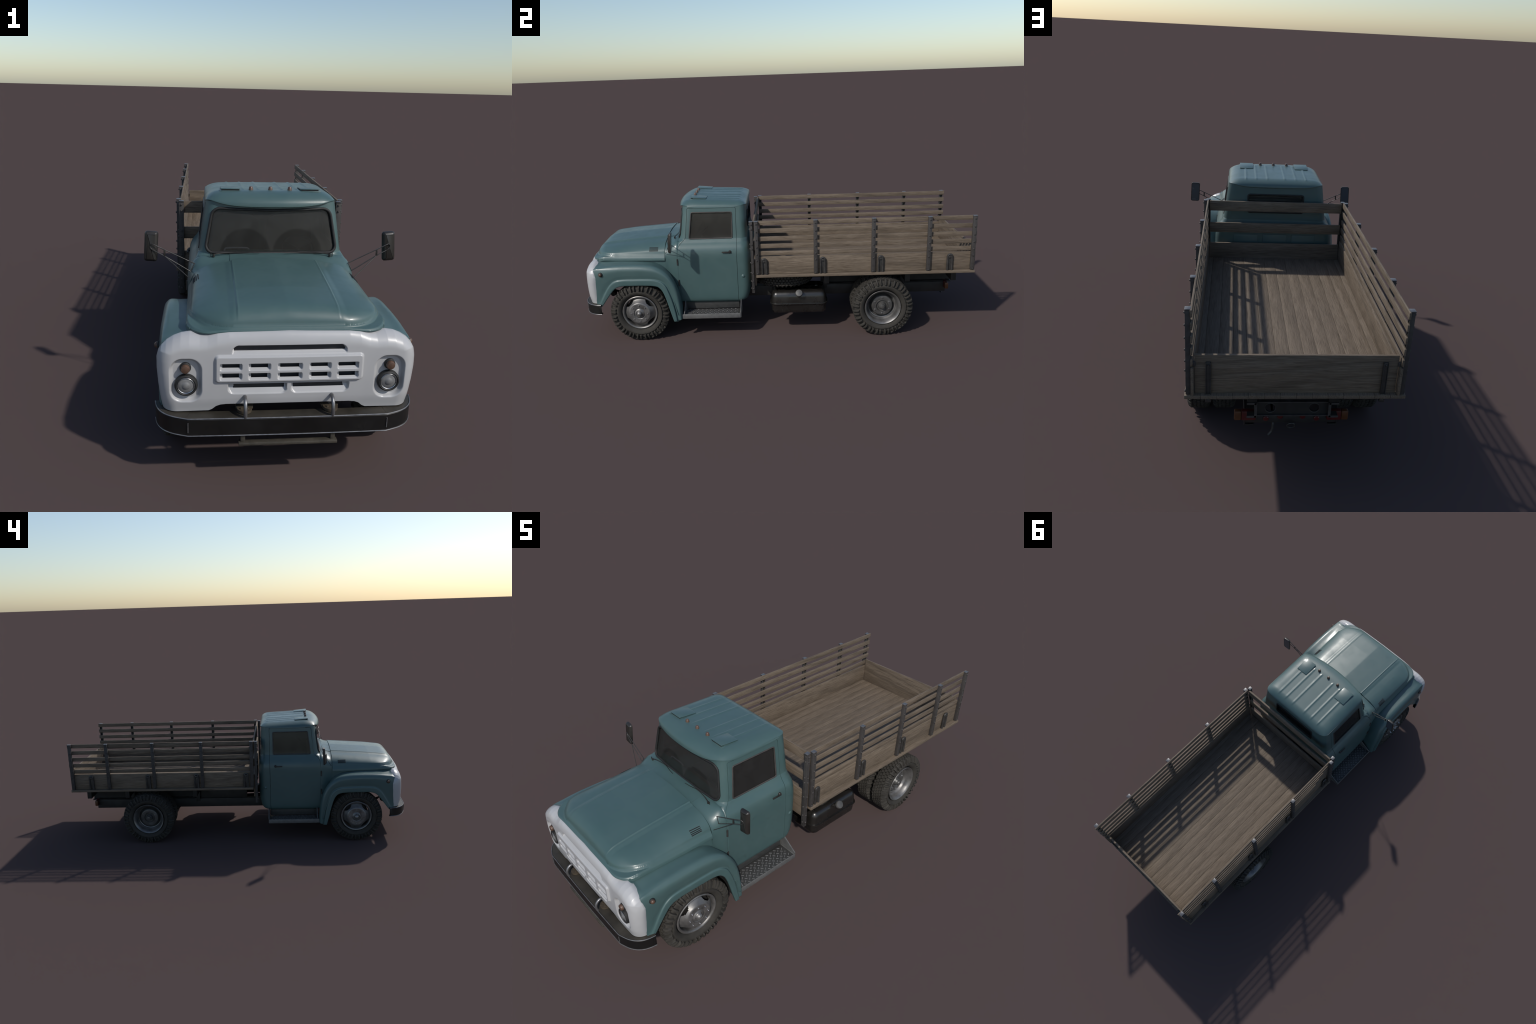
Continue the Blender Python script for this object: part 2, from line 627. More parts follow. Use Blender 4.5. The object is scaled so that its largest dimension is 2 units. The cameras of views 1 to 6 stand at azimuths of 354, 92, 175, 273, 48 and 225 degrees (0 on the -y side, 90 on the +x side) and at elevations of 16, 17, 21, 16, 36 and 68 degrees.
windshield = pane("windshield", WSHIELD, "y", -0.56, -0.41, TRUCK, M_SCREEN)
rear_window = pane("rear_window", REARWIN, "y", -0.20, -0.08, TRUCK)
panes = [pane("side_window", SIDEWIN, "x", s * 0.1, s * 0.4, d) for s, d in zip((1, -1), doors)]


def on_cab(axis, p, sgn):
    """point of the uncut outer cab skin met from outside"""
    if axis == "y":
        o, d = Vector((p[0], sgn * 2, p[1])), Vector((0, -sgn, 0))
    else:
        o, d = Vector((sgn * 2, p[0], p[1])), Vector((-sgn, 0, 0))
    ok, loc, nrm, _ = probe_o.ray_cast(o, d)
    return loc, nrm


bpy.context.view_layer.update()


def gasket(name, outline, axis, sgn, r, mat, parent, lift=0.001):
    path = []
    for p in outline:
        loc, nrm = on_cab(axis, p, sgn)
        path.append(loc + nrm * lift)
    clean = [path[0]]
    for p in path[1:]:
        if (p - clean[-1]).length > 0.0012:
            clean.append(p)
    if (clean[0] - clean[-1]).length < 0.0012:
        clean.pop()
    return tube_obj(name, clean, r, mat, parent, 8, True)


gasket("windshield_gasket", inset(WSHIELD, 0.0005), "y", -1, 0.0048, M_RUBBER, windshield)
gasket("rear_window_gasket", inset(REARWIN, 0.0005), "y", 1, 0.0036, M_RUBBER, rear_window)
for s, d in zip((1, -1), doors):
    gasket("window_frame", inset(SIDEWIN, 0.0015), "x", s, 0.0030, plain("window_trim", (0.05, 0.045, 0.042), 0.5), d, 0.0)

# stamped panels low on the cab's rear wall
for k in range(3):
    bm = bmesh.new()
    add_box(bm, (0, 0, 0), (0.112, 0.004, 0.115), 0.0018, None, 2)
    bm_obj("rear_stamping", bm, M_TEAL, cab, loc=((k - 1) * 0.135, -0.1275, 0.385))

# door furniture
for s, d in zip((1, -1), doors):
    bm = bmesh.new()
    add_lathe(bm, [(0, 0), (0.0075, 0), (0.0075, 0.006), (0.006, 0.008), (0, 0.008)], "x", 16, (0.2705, -0.228, 0.449))
    add_box(bm, (0.2795, -0.246, 0.4485), (0.006, 0.046, 0.007), 0.0028)
    if s < 0:
        bmesh.ops.scale(bm, vec=(-1, 1, 1), verts=bm.verts)
    bm_obj("door_handle", bm, M_BLACK, d)
    for zc in (0.401, 0.289):
        bm = bmesh.new()
        add_lathe(bm, [(0, -0.016), (0.0038, -0.016), (0.0038, 0.016), (0, 0.016)], "z", 12)
        add_box(bm, (-0.002 * s, 0, 0), (0.005, 0.008, 0.029), 0.001)
        bm_obj("door_hinge", bm, M_LATCH, d, loc=(s * 0.2755, -0.4985, zc))
    lathe_obj("fuel_flap_button", [(0.0110, -0.004), (0.0108, 0.001), (0.0085, 0.0045), (0.0045, 0.0065), (0, 0.007)], M_TEAL, cab, "x", 20,
              (s * 0.2705, -0.166, 0.317), Matrix.Rotation(PI if s < 0 else 0, 3, "Z"))

# --------------------------------------------------------------------- roof
def roof_front(x):
    return -0.497 + 0.62 * x * x


def build_roof():
    """crowned cap with a rolled brim; heights from the distance to the plan outline"""
    W, YR, RC = 0.2185, -0.1385, 0.042
    nu, nv = 150, 130
    rows = []
    us = np.sin(np.linspace(-PI / 2, PI / 2, nu)) * 0.35 + np.linspace(-1, 1, nu) * 0.65
    vs = (1 - np.cos(np.linspace(0, PI, nv))) / 2 * 0.4 + np.linspace(0, 1, nv) * 0.6
    for v in vs:
        row = []
        for u in us:
            # superellipse map of the square to a rounded plan
            a, b = u, 2 * v - 1
            n = 9.0
            m = max(abs(a), abs(b), 1e-9)
            k = m / max((abs(a) ** n + abs(b) ** n) ** (1 / n), 1e-9)
            a2, b2 = a * k, b * k
            x = a2 * W
            yf = roof_front(x)
            yc, hl = (yf + YR) / 2, (YR - yf) / 2
            y = yc + b2 * hl
            e = (1 - m)
            # edge profile: quick roll, then gentle crown; the brim is longer in front
            dx = (1 - abs(a2)) * W
            dyr = (YR - y)
            dyf = (y - yf)
            def roll(d, R):
                t = min(1.0, max(0.0, d / R))
                return math.sqrt(max(0, 1 - (1 - t) ** 2))
            h = min(1, roll(dx + 1e-4, 0.060)) * roll(dyr, 0.050) * roll(dyf, 0.080)
            z = 0.6660 + (0.0365 - 0.045 * (y + 0.40)) * h + 0.0030 * (1 - (x / W) ** 2) * h
            # pressed ribs
            for rx in (0.040, 0.091, 0.138):
                g = math.exp(-((abs(x) - rx) / 0.0045) ** 2)
                end = float(sstep(-0.415, -0.395, y) * sstep(-0.160, -0.185, y))
                z += 0.0022 * g * end
            row.append((x, y, z))
        rows.append(row)
    m = nu
    verts = [p for r in rows for p in r]
    faces = [(i * m + j, i * m + j + 1, (i + 1) * m + j + 1, (i + 1) * m + j) for i in range(nv - 1) for j in range(m - 1)]
    # border loop, brim thickness, underside
    loop = [j for j in range(m)] + [i * m + m - 1 for i in range(1, nv)] + [(nv - 1) * m + j for j in range(m - 2, -1, -1)] + [i * m for i in range(nv - 2, 0, -1)]
    n0 = len(verts)
    L = len(loop)
    cx, cy = 0.0, -0.31
    for dz, sh in ((-0.0022, 0.0), (-0.0045, 0.0035), (-0.0045, 0.014), (-0.0015, 0.030)):
        for i in loop:
            x, y, z = verts[i]
            dx, dy = x - cx, y - cy
            verts.append((x - math.copysign(min(sh, abs(dx)), dx) * min(1, abs(dx) / 0.19), y - math.copysign(sh, dy) * min(1, abs(dy) / 0.15), z + dz))
    prev = loop
    for q in range(4):
        cur = [n0 + q * L + k for k in range(L)]
        for k in range(L):
            k2 = (k + 1) % L
            faces.append((prev[k], prev[k2], cur[k2], cur[k]))
        prev = cur
    faces.append(tuple(prev))
    return mesh_obj("roof", verts, faces, M_TEAL, TRUCK, 40)


roof = build_roof()
for x in (-0.065, 0.0, 0.065):
    o = lathe_obj("marker_lamp", [(0, 0.0), (0.0088, 0.0), (0.0086, 0.0035), (0.0078, 0.004), (0.0060, 0.0135), (0.0045, 0.0152), (0, 0.0158)], M_AMBER, roof, "z", 20,
                  (x, -0.414, 0.7020))
    lathe_obj("lamp_base", [(0.0086, 0), (0.0098, 0.0), (0.0098, 0.003), (0.0086, 0.0034)], M_RUBBER, roof, "z", 20, (x, -0.414, 0.7020))
for s in (1, -1):
    rot = Matrix.Rotation(math.radians(-4.5), 3, "X")
    bm = bmesh.new()
    add_box(bm, (0, 0.001, -0.004), (0.072, 0.088, 0.006), 0.0022, rot)
    bm_obj("hatch_base", bm, M_TEAL, roof, loc=(s * 0.133, -0.386, 0.7030))
    rot2 = Matrix.Rotation(math.radians(-5.0), 3, "X")
    bm = bmesh.new()
    add_box(bm, (0, 0.0, 0.0085), (0.064, 0.080, 0.0028), 0.0012, rot2)
    # sloping cheeks of the lid
    for t in (-1, 1):
        add_box(bm, (t * 0.0275, 0.004, 0.003), (0.003, 0.062, 0.008), 0.001, rot2)
    lid = bm_obj("roof_hatch", bm, M_TEAL, roof, loc=(s * 0.133, -0.386, 0.6988))
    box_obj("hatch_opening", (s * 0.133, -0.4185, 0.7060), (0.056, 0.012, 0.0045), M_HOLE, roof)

# -------------------------------------------------------------- hood, cowl
HW, HF, HB = 0.2705, -0.943, -0.5635  # half width, front, back


def hood_top(x, y):
    """crown of the bonnet before its edges roll over"""
    z = np.interp(y, [-0.95, -0.90, -0.86, -0.79, -0.70, -0.62, -0.56, -0.50], [0.470, 0.4755, 0.480, 0.4875, 0.494, 0.4995, 0.5035, 0.508])
    ax = np.abs(x)
    z = z + 0.0068 * np.clip(1 - np.sqrt(x * x + 1e-5) / 0.14, 0, 1) + 0.0015 * np.cos(np.clip(x / 0.14, -1, 1) * PI / 2)
    # the centre panel stands proud of the shoulders by a small pressed edge
    z = z + 0.0022 * (1 - sstep(0.1345, 0.1375, ax)) * sstep(-0.945, -0.915, y)
    z = z + 0.0010 * np.exp(-((ax - 0.1335) / 0.002) ** 2) * sstep(-0.93, -0.90, y)
    z = z - 0.004 * sstep(0.137, 0.160, ax) - 0.014 * sstep(0.137, 0.27, ax)
    return z


def plan_edge(x, y, half, front, R):
    """inward distance from a plan outline with rounded front corners"""
    qx = np.abs(x) - half + R
    qy = front - y + R
    d = np.hypot(np.maximum(qx, 0), np.maximum(qy, 0)) + np.minimum(np.maximum(qx, qy), 0) - R
    return -d


def hood_edge(x, y):
    """... of the raised part of the bonnet"""
    return plan_edge(x, y, HW - 0.008, HF + 0.008, 0.118)


def hood_rim(x, y):
    """... of the flange around it"""
    return plan_edge(x, y, HW, HF, 0.072)


def build_hood():
    xs = np.linspace(-HW, HW, 241)
    ys = np.concatenate([np.linspace(HF, -0.84, 66)[:-1], np.linspace(-0.84, HB, 84)])
    X, Y = np.meshgrid(xs, ys)
    D = hood_edge(X, Y)
    T = hood_top(X, Y)
    base = np.interp(Y, [-0.943, -0.915, -0.88, -0.80, HB], [0.4320, 0.4355, 0.438, 0.434, 0.430])
    base = base - 0.0055 * sstep(0.14, 0.24, np.abs(X)) * sstep(-0.865, -0.915, Y)
    # three-part edge: low flange, small step, big roll
    side = sstep(-0.90, -0.85, Y)
    Rr = 0.062 + 0.012 * side
    t = np.clip((D - 0.003) / Rr, 0, 1)
    roll = np.sqrt(np.maximum(0, 1 - (1 - t) ** 2.3)) ** 1.05
    step = (0.005 + 0.005 * sstep(-0.93, -0.88, Y)) * sstep(-0.0035, 0.002, D)
    Z = base + step + (T - base - (0.005 + 0.005 * sstep(-0.93, -0.88, Y))) * roll
    Z = Z - 0.0018 * np.exp(-((D - 0.003) / 0.0022) ** 2) * 1.0
    # flange falls away at its rim
    Z = Z - (0.0035 + 0.0045 * sstep(-0.93, -0.88, Y)) * sstep(0.005, 0.0, hood_rim(X, Y))
    verts = [(float(X[i, j]), float(Y[i, j]), float(Z[i, j])) for i in range(len(ys)) for j in range(len(xs))]
    m = len(xs)
    # pull the front corners of the flange back so that they follow the plan curve
    out = []
    for (x, y, z) in verts:
        d = float(hood_rim(x, y))
        if d < 0:
            # outside the rounded plan: slide back onto the rim
            R = 0.072
            cx = math.copysign(HW - R, x)
            cy = HF + R
            v = Vector((x - cx, y - cy))
            v.length = max(1e-6, v.length + d)
            x, y = cx + v.x, cy + v.y
        out.append((x, y, z))
    verts = out
    faces = [(i * m + j, i * m + j + 1, (i + 1) * m + j + 1, (i + 1) * m + j) for i in range(len(ys) - 1) for j in range(m - 1)]
    n = len(ys)
    loop = [j for j in range(m)] + [i * m + m - 1 for i in range(1, n)] + [(n - 1) * m + j for j in range(m - 2, -1, -1)] + [i * m for i in range(n - 2, 0, -1)]
    n0 = len(verts)
    for i in loop:
        x, y, z = verts[i]
        verts.append((x, y, z - 0.002 - 0.010 * float(sstep(-0.935, -0.90, y))))
    L = len(loop)
    for k in range(L):
        k2 = (k + 1) % L
        faces.append((loop[k], loop[k2], n0 + k2, n0 + k))
    return mesh_obj("hood", verts, faces, M_TEAL, TRUCK, 40)


hood = build_hood()


def hood_z(x, y):
    ok, loc, nrm, _ = hood.ray_cast(Vector((x, y, 2)), Vector((0, 0, -1)))
    return loc, nrm


# louvres on the bonnet sides
bpy.context.view_layer.update()
for s in (1, -1):
    rows = []
    for k in range(4):
        bm = bmesh.new()
        zc = 0.4575 + k * 0.0045
        pts = []
        for yy in np.linspace(-0.643, -0.598, 9):
            ok, loc, nrm, _ = hood.ray_cast(Vector((s * 0.5, yy, zc)), Vector((-s, 0, 0)))
            pts.append(loc + nrm * 0.0002)
        add_tube(bm, pts, 0.0019, 6)
        bm_obj("side_louvre", bm, M_HOLE, hood)


def build_cowl():
    """scuttle between bonnet and windscreen, running down into the side kick panels"""
    def sec(t):
        a = [(0, 0.5095), (0.07, 0.507), (0.1345, 0.5025), (0.1375, 0.5), (0.17, 0.4945), (0.205, 0.487), (0.232, 0.4765), (0.250, 0.463), (0.2605, 0.447), (0.265, 0.430), (0.2655, 0.400), (0.260, 0.33), (0.260, 0.26), (0.260, 0.205), (0.256, 0.188)]
        b = [(0, 0.5135), (0.07, 0.5125), (0.1345, 0.510), (0.1375, 0.509), (0.17, 0.508), (0.205, 0.5055), (0.233, 0.5015), (0.2500, 0.4912), (0.2610, 0.4770), (0.2700, 0.455), (0.2745, 0.42), (0.2745, 0.36), (0.2730, 0.28), (0.2690, 0.205), (0.2615, 0.183)]
        k = float(sstep(0, 1, t))
        return [(p[0] + (q[0] - p[0]) * k, p[1] + (q[1] - p[1]) * k) for p, q in zip(a, b)]
    rows = []
    n = 18
    for i in range(n + 1):
        t = i / n
        y = -0.5615 + t * (0.5615 - 0.4977)
        half = spline(sec(t), 70)
        row = [(float(x), y, float(z)) for x, z in half]
        rows.append([(-p[0], p[1], p[2]) for p in row[::-1]] + row[1:])
    # turn the front edge down a little
    first = [(p[0] * 0.99, p[1] + 0.0005, p[2] - 0.006) for p in rows[0]]
    rows.insert(0, first)
    rows.append([(p[0] * 0.990, -0.4905, p[2] - 0.002) for p in rows[-1]])
    cow = grid_obj("cowl", rows, M_TEAL, TRUCK, 40)
    # tongue that carries on under the windscreen
    rows = []
    for i in range(6):
        y = -0.4978 + i * 0.009
        rows.append([(x, y, float(np.interp(abs(x), [0, 0.07, 0.1345, 0.17, 0.205, 0.233], [0.5135, 0.5125, 0.510, 0.508, 0.5055, 0.5015])) - 0.0003 * i) for x in np.linspace(-0.2365, 0.2365, 60)])
    grid_obj("scuttle_panel", rows, M_TEAL, cow, 40)
    return cow


cowl = build_cowl()


# ------------------------------------------------------------------ fenders
FEND = [  # A inner top (y,z)   M crest         D lip ridge       E arch edge
    ((-0.914, 0.4205), (-0.9170, 0.385), (-0.9165, 0.206), (-0.9150, 0.195)),
    ((-0.902, 0.4230), (-0.9030, 0.388), (-0.8975, 0.208), (-0.8930, 0.193)),
    ((-0.885, 0.4235), (-0.882, 0.3905), (-0.866, 0.262), (-0.8635, 0.231)),
    ((-0.850, 0.4245), (-0.847, 0.3945), (-0.840, 0.301), (-0.8385, 0.264)),
    ((-0.820, 0.4245), (-0.816, 0.3970), (-0.813, 0.323), (-0.8125, 0.291)),
    ((-0.780, 0.4240), (-0.775, 0.3985), (-0.776, 0.3305), (-0.778, 0.302)),
    ((-0.720, 0.4230), (-0.715, 0.3980), (-0.715, 0.3310), (-0.715, 0.3035)),
    ((-0.660, 0.4190), (-0.655, 0.3950), (-0.657, 0.3305), (-0.657, 0.3025)),
    ((-0.610, 0.4080), (-0.605, 0.3860), (-0.612, 0.3280), (-0.619, 0.3000)),
    ((-0.567, 0.3770), (-0.565, 0.3660), (-0.580, 0.3185), (-0.593, 0.2935)),
    ((-0.537, 0.3320), (-0.534, 0.3340), (-0.557, 0.2970), (-0.574, 0.2740)),
    ((-0.511, 0.2700), (-0.510, 0.2860), (-0.5405, 0.2560), (-0.5605, 0.2420)),
    ((-0.497, 0.2150), (-0.496, 0.2300), (-0.5275, 0.2110), (-0.5490, 0.2000)),
    ((-0.489, 0.1600), (-0.489, 0.1680), (-0.517, 0.1600), (-0.5375, 0.1520)),
    ((-0.487, 0.1140), (-0.487, 0.1120), (-0.510, 0.1080), (-0.5255, 0.1055)),
]


def build_fender(s):
    n = 90
    ctl = [[q for pt in st for q in pt] for st in FEND]
    st = spline(ctl, n)
    rows = []
    for i, c in enumerate(st):
        t = i / (n - 1)
        A, M, D, E = c[0:2], c[2:4], c[4:6], c[6:8]
        rear = float(sstep(0.55, 0.8, t))
        xin = 0.258 + 0.012 * rear
        front = float(sstep(0.12, 0.0, t))
        A2 = A + np.array((0.0, -0.006 * (1 - rear)))
        mid = 0.5 * (A + M) + (np.array((0.0, 0.003)) * (1 - rear) + np.array((0.004, 0.006)) * rear)
        side1 = M + (D - M) * 0.22
        side2 = M + (D - M) * 0.62
        pre = D + (M - D) * 0.10
        xd = 0.3445 - 0.007 * front + 0.006 * rear
        xm = 0.3405 + 0.002 * rear
        sink = 0.004 * float(sstep(0.30, 0.50, t)) * float(sstep(0.98, 0.80, t))
        back = 0.0 * float(sstep(0.55, 0.75, t)) * float(sstep(0.98, 0.85, t))
        cs = [
            (xin - 0.03 + 0.02 * rear, A2[0] - back, A2[1] - 0.010 * (1 - rear) - sink),
            (xin - 0.004, A[0] - back * 0.6, A[1] - 0.010 * (1 - rear) * (1 - front) - sink * 0.75),
            (0.296 + 0.004 * rear, mid[0], mid[1] - 0.006 * (1 - rear) * (1 - front)),
            (0.3225 + 0.004 * rear, *(M + (np.array((0.0, 0.0085)) * (1 - rear) + np.array((0.0035, 0.003)) * rear))),
            (0.3355 + 0.003 * rear - 0.001 * front, *M),
            (xm + 0.002 - 0.001 * front, *side1),
            (xm + 0.0015 - 0.003 * front, *side2),
            (xm - 0.0005 - 0.003 * front, *pre),
            (xd, *D),
            (xd + 0.001, *(D + (E - D) * 0.4)),
            (xd - 0.0005, *E),
            (xd - 0.012, *(E + (E - D) * 0.02)),
            (xd - 0.016, *(E + (D - E) * 0.15)),
        ]
        pts = spline(cs, 84)
        rows.append([(s * float(p[0]), float(p[1]), float(p[2])) for p in pts])
    # close the toe of the rear flange
    last = rows[-1]
    cap = [(p[0] * 0.995, p[1] + ( -0.506 - p[1]) * 0.25, p[2] - 0.002) for p in last]
    cap2 = [(p[0] * 0.99, p[1] + (-0.506 - p[1]) * 0.8, p[2] - 0.001) for p in last]
    rows += [cap, cap2]
    o = grid_obj("fender", rows, M_TEAL, TRUCK, 40)
    md = o.modifiers.new("s", "SOLIDIFY")
    md.thickness = 0.003
    md.offset = -1 if s > 0 else -1
    applied(o, 40)
    return o


fenders = []
for s in (1, -1):
    f = build_fender(s)
    fenders.append(f)
    R = Matrix.Rotation(0 if s > 0 else PI, 3, "Z")
    lathe_obj("side_lamp_base", [(0, 0), (0.0115, 0), (0.0112, 0.004), (0.009, 0.006), (0, 0.006)], M_RUBBER, f, "x", 20, (s * 0.3405, -0.880, 0.366), R)
    lathe_obj("side_lamp", [(0.0085, 0.004), (0.0085, 0.008), (0.007, 0.0115), (0.004, 0.0135), (0, 0.014)], M_AMBER, f, "x", 20, (s * 0.3405, -0.880, 0.366), R)
    # raised rim on the flange behind the wheel
    path = [(s * 0.343, -0.520, 0.215), (s * 0.3455, -0.512, 0.18), (s * 0.347, -0.505, 0.148), (s * 0.344, -0.499, 0.139), (s * 0.335, -0.490, 0.141), (s * 0.31, -0.4865, 0.142)]
    tube_obj("flange_bead", [tuple(p) for p in spline(path, 24)], 0.0026, M_TEAL, f, 6)
    # near-black liner behind and above the wheel
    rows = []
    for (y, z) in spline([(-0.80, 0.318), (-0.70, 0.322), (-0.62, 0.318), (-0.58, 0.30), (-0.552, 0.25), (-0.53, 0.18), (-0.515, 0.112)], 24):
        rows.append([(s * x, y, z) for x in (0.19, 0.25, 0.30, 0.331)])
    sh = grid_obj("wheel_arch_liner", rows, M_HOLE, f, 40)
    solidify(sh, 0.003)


# ------------------------------------------------------------------- grille
def grille_halfwidth(z):
    return float(np.interp(z, [0.20, 0.23, 0.28, 0.32, 0.35, 0.38, 0.43], [0.3325, 0.3375, 0.3435, 0.3465, 0.3465, 0.3445, 0.342]))


def build_grille():
    nx, nz = 441, 170
    us = np.linspace(-1, 1, nx)
    us = us * 0.9 + np.sin(us * PI / 2) * 0.1
    vs = np.linspace(0, 1, nz)
    W = 0.3465
    X = np.zeros((nz, nx))
    Z = np.zeros((nz, nx))
    xs = us * W
    ax = np.abs(xs)
    top = np.interp(ax, [0, 0.19, 0.215, 0.235, 0.262, 0.285, 0.305, 0.322, 0.335, 0.3425, W],
                    [0.4295, 0.4275, 0.4205, 0.4185, 0.421, 0.4175, 0.4095, 0.399, 0.386, 0.372, 0.352])
    low = np.minimum(top - 0.02, 0.3985)
    bot = np.interp(ax, [0, 0.168, 0.185, 0.197, 0.208, 0.218, W], [0.2310, 0.2305, 0.2285, 0.2240, 0.2150, 0.2105, 0.2080])
    for k, v in enumerate(vs):
        if v < 0.14:
            Z[k] = bot + (0.2570 - bot) * v / 0.14
        elif v < 0.84:
            Z[k] = 0.2570 + (low - 0.2570) * (v - 0.14) / 0.70
        else:
            Z[k] = low + (top - low) * (v - 0.84) / 0.16
        hw = np.array([grille_halfwidth(z) for z in Z[k]])
        X[k] = us * hw
    face = -0.9655 + 0.10 * (Z - 0.305) ** 2 * 4 + 0.0035 * (np.abs(X) / 0.3) ** 2
    face = face + 0.004 * sstep(0.25, 0.205, Z)
    # roll back to the bonnet at the top and to the fenders at the sides
    HWD = np.array([[grille_halfwidth(z) for z in row] for row in Z])
    es = HWD - np.abs(X)
    et = top[None, :] - Z
    Rs, Rt = 0.044, 0.040
    rs = 0.043 * (1 - np.sqrt(np.maximum(0, 1 - np.clip(1 - es / Rs, 0, 1) ** 2.2)))
    depth_t = np.interp(ax, [0, 0.16, 0.215, 0.26, W], [0.018, 0.020, 0.036, 0.046, 0.040])[None, :]
    rt = depth_t * (1 - np.sqrt(np.maximum(0, 1 - np.clip(1 - et / Rt, 0, 1) ** 2.2)))
    Y = face + np.maximum(rs, rt) + 0.35 * np.minimum(rs, rt)
    Y = np.minimum(Y, -0.9160)
    dep = np.zeros_like(Y)
    # headlamp recess
    for s in (1, -1):
        d = sd_rbox(X, Z, s * 0.2695, 0.3005, 0.0385, 0.0585, 0.030)
        dep += 0.0125 * sstep(0.0045, -0.0055, d)
    # raised centre panel
    d = sd_rbox(X, Z, 0.0, 0.3335, 0.1935, 0.0365, 0.009)
    dep -= 0.0075 * sstep(0.003, -0.0035, d)
    hole = np.zeros(Y.shape, bool)
    # ten louvred slots
    for zc in (0.3405, 0.3140):
        for xc, hx in ((-0.1535, 0.0275), (-0.0795, 0.0275), (0.0, 0.031), (0.0795, 0.0275), (0.1535, 0.0275)):
            d = sd_rbox(X, Z, xc, zc, hx, 0.0092, 0.004)
            ramp = np.clip((Z - (zc - 0.0092)) / 0.0070, 0.0, 1)
            dep += 0.0105 * sstep(0.0012, -0.0015, d) * (0.20 + 0.88 * ramp)
            hole |= (d < -0.0012) & (Z > zc - 0.0052) & (np.abs(X - xc) < hx - 0.0045)
    # upper slit, narrowing to its ends
    lo = 0.3735
    d = sd_rbox(X, Z, 0.0, 0.3775, 0.150, 0.0185, 0.018)
    d = np.maximum(d, lo - Z)
    ramp = np.clip((Z - lo) / 0.012, 0, 1)
    dep += 0.0125 * sstep(0.0012, -0.0025, d) * (0.1 + 0.9 * ramp)
    hole |= (d < -0.0018) & (Z > 0.3795) & (np.abs(X) < 0.146)
    # two lower slits
    for s in (1, -1):
        d = sd_rbox(X, Z, s * 0.0825, 0.280, 0.0775, 0.0200, 0.017)
        d = np.maximum(d, Z - 0.2895)
        d = np.maximum(d, 0.0065 - s * X)
        ramp = np.clip((Z - 0.260) / 0.019, 0, 1)
        dep += 0.0125 * sstep(0.0012, -0.0025, d) * (0.1 + 0.9 * ramp)
        hole |= (d < -0.0018) & (Z > 0.2735) & (np.abs(X) < 0.147) & (np.abs(X) > 0.011)
    Y = Y + dep
    verts = [(float(X[i, j]), float(Y[i, j]), float(Z[i, j])) for i in range(nz) for j in range(nx)]
    faces = []
    for i in range(nz - 1):
        for j in range(nx - 1):
            if hole[i, j] and hole[i + 1, j] and hole[i, j + 1] and hole[i + 1, j + 1]:
                continue
            faces.append((i * nx + j, i * nx + j + 1, (i + 1) * nx + j + 1, (i + 1) * nx + j))
    # return flange tucked under bonnet and fenders
    rim = [i * nx for i in range(nz)] + [(nz - 1) * nx + j for j in range(1, nx)] + [i * nx + nx - 1 for i in range(nz - 2, -1, -1)]
    n0 = len(verts)
    for i in rim:
        x, y, z = verts[i]
        verts.append((x * 0.980, y + 0.012, z - 0.005 * float(sstep(0.30, 0.40, z))))
    faces += [(rim[k], rim[k + 1], n0 + k + 1, n0 + k) for k in range(len(rim) - 1)]
    o = mesh_obj("grille_panel", verts, faces, M_WHITE, TRUCK, 60)
    return solidify(o, 0.003, -1, 60)


grille = build_grille()
box_obj("grille_shadow_board", (0, -0.9475, 0.3205), (0.42, 0.004, 0.150), M_SLOT, grille)  # dark plate modelled as the shade seen through the slots
for s in (1, -1):
    hx, hz = s * 0.2690, 0.2860
    yb = -0.950
    bm = bmesh.new()
    add_lathe(bm, [(0.0235, 0.0), (0.0300, 0.0), (0.0305, -0.006), (0.0290, -0.0115), (0.0255, -0.0135), (0.0235, -0.0115), (0.0235, 0)], "y", 40, (0, 0, 0))
    bm_obj("headlamp_ring", bm, M_RUBBER, grille, loc=(hx, yb, hz))
    bm = bmesh.new()
    add_lathe(bm, [(0.0235, -0.0105), (0.0215, -0.0128), (0.0200, -0.0118)], "y", 40)
    bm_obj("headlamp_bezel", bm, M_CHROME, grille, loc=(hx, yb, hz))
    bm = bmesh.new()
    add_lathe(bm, [(0.0238, -0.002), (0.0226, -0.0085), (0.018, -0.0108), (0.0125, -0.0118), (0.0105, -0.0122), (0.0085, -0.0138), (0.0050, -0.0152), (0, -0.0157)], "y", 40)
    bm_obj("headlamp_lens", bm, M_LENS, grille, loc=(hx, yb, hz))
    lathe_obj("turn_signal_base", [(0, 0), (0.0150, 0.0), (0.0148, -0.005), (0.0125, -0.008), (0, -0.008)], M_RUBBER, grille, "y", 28, (s * 0.2705, yb, 0.3335))
    lathe_obj("turn_signal", [(0.0118, -0.004), (0.0118, -0.0135), (0.0100, -0.0165), (0.006, -0.0175), (0, -0.0178)], M_AMBER, grille, "y", 28, (s * 0.2705, yb, 0.3335))


# ------------------------------------------------------------------- bumper
def bumper_path():
    side = [(0.264, -0.9895), (0.284, -0.9825), (0.305, -0.9735), (0.325, -0.9595), (0.341, -0.9395), (0.350, -0.917), (0.3545, -0.8925)]
    side = [tuple(p) for p in spline(side, 22)]
    mid = [(x, -0.9925 + 0.003 * (x / 0.264) ** 2) for x in np.linspace(-0.255, 0.255, 12)]
    return [(-x, y) for x, y in side[::-1]] + mid + side


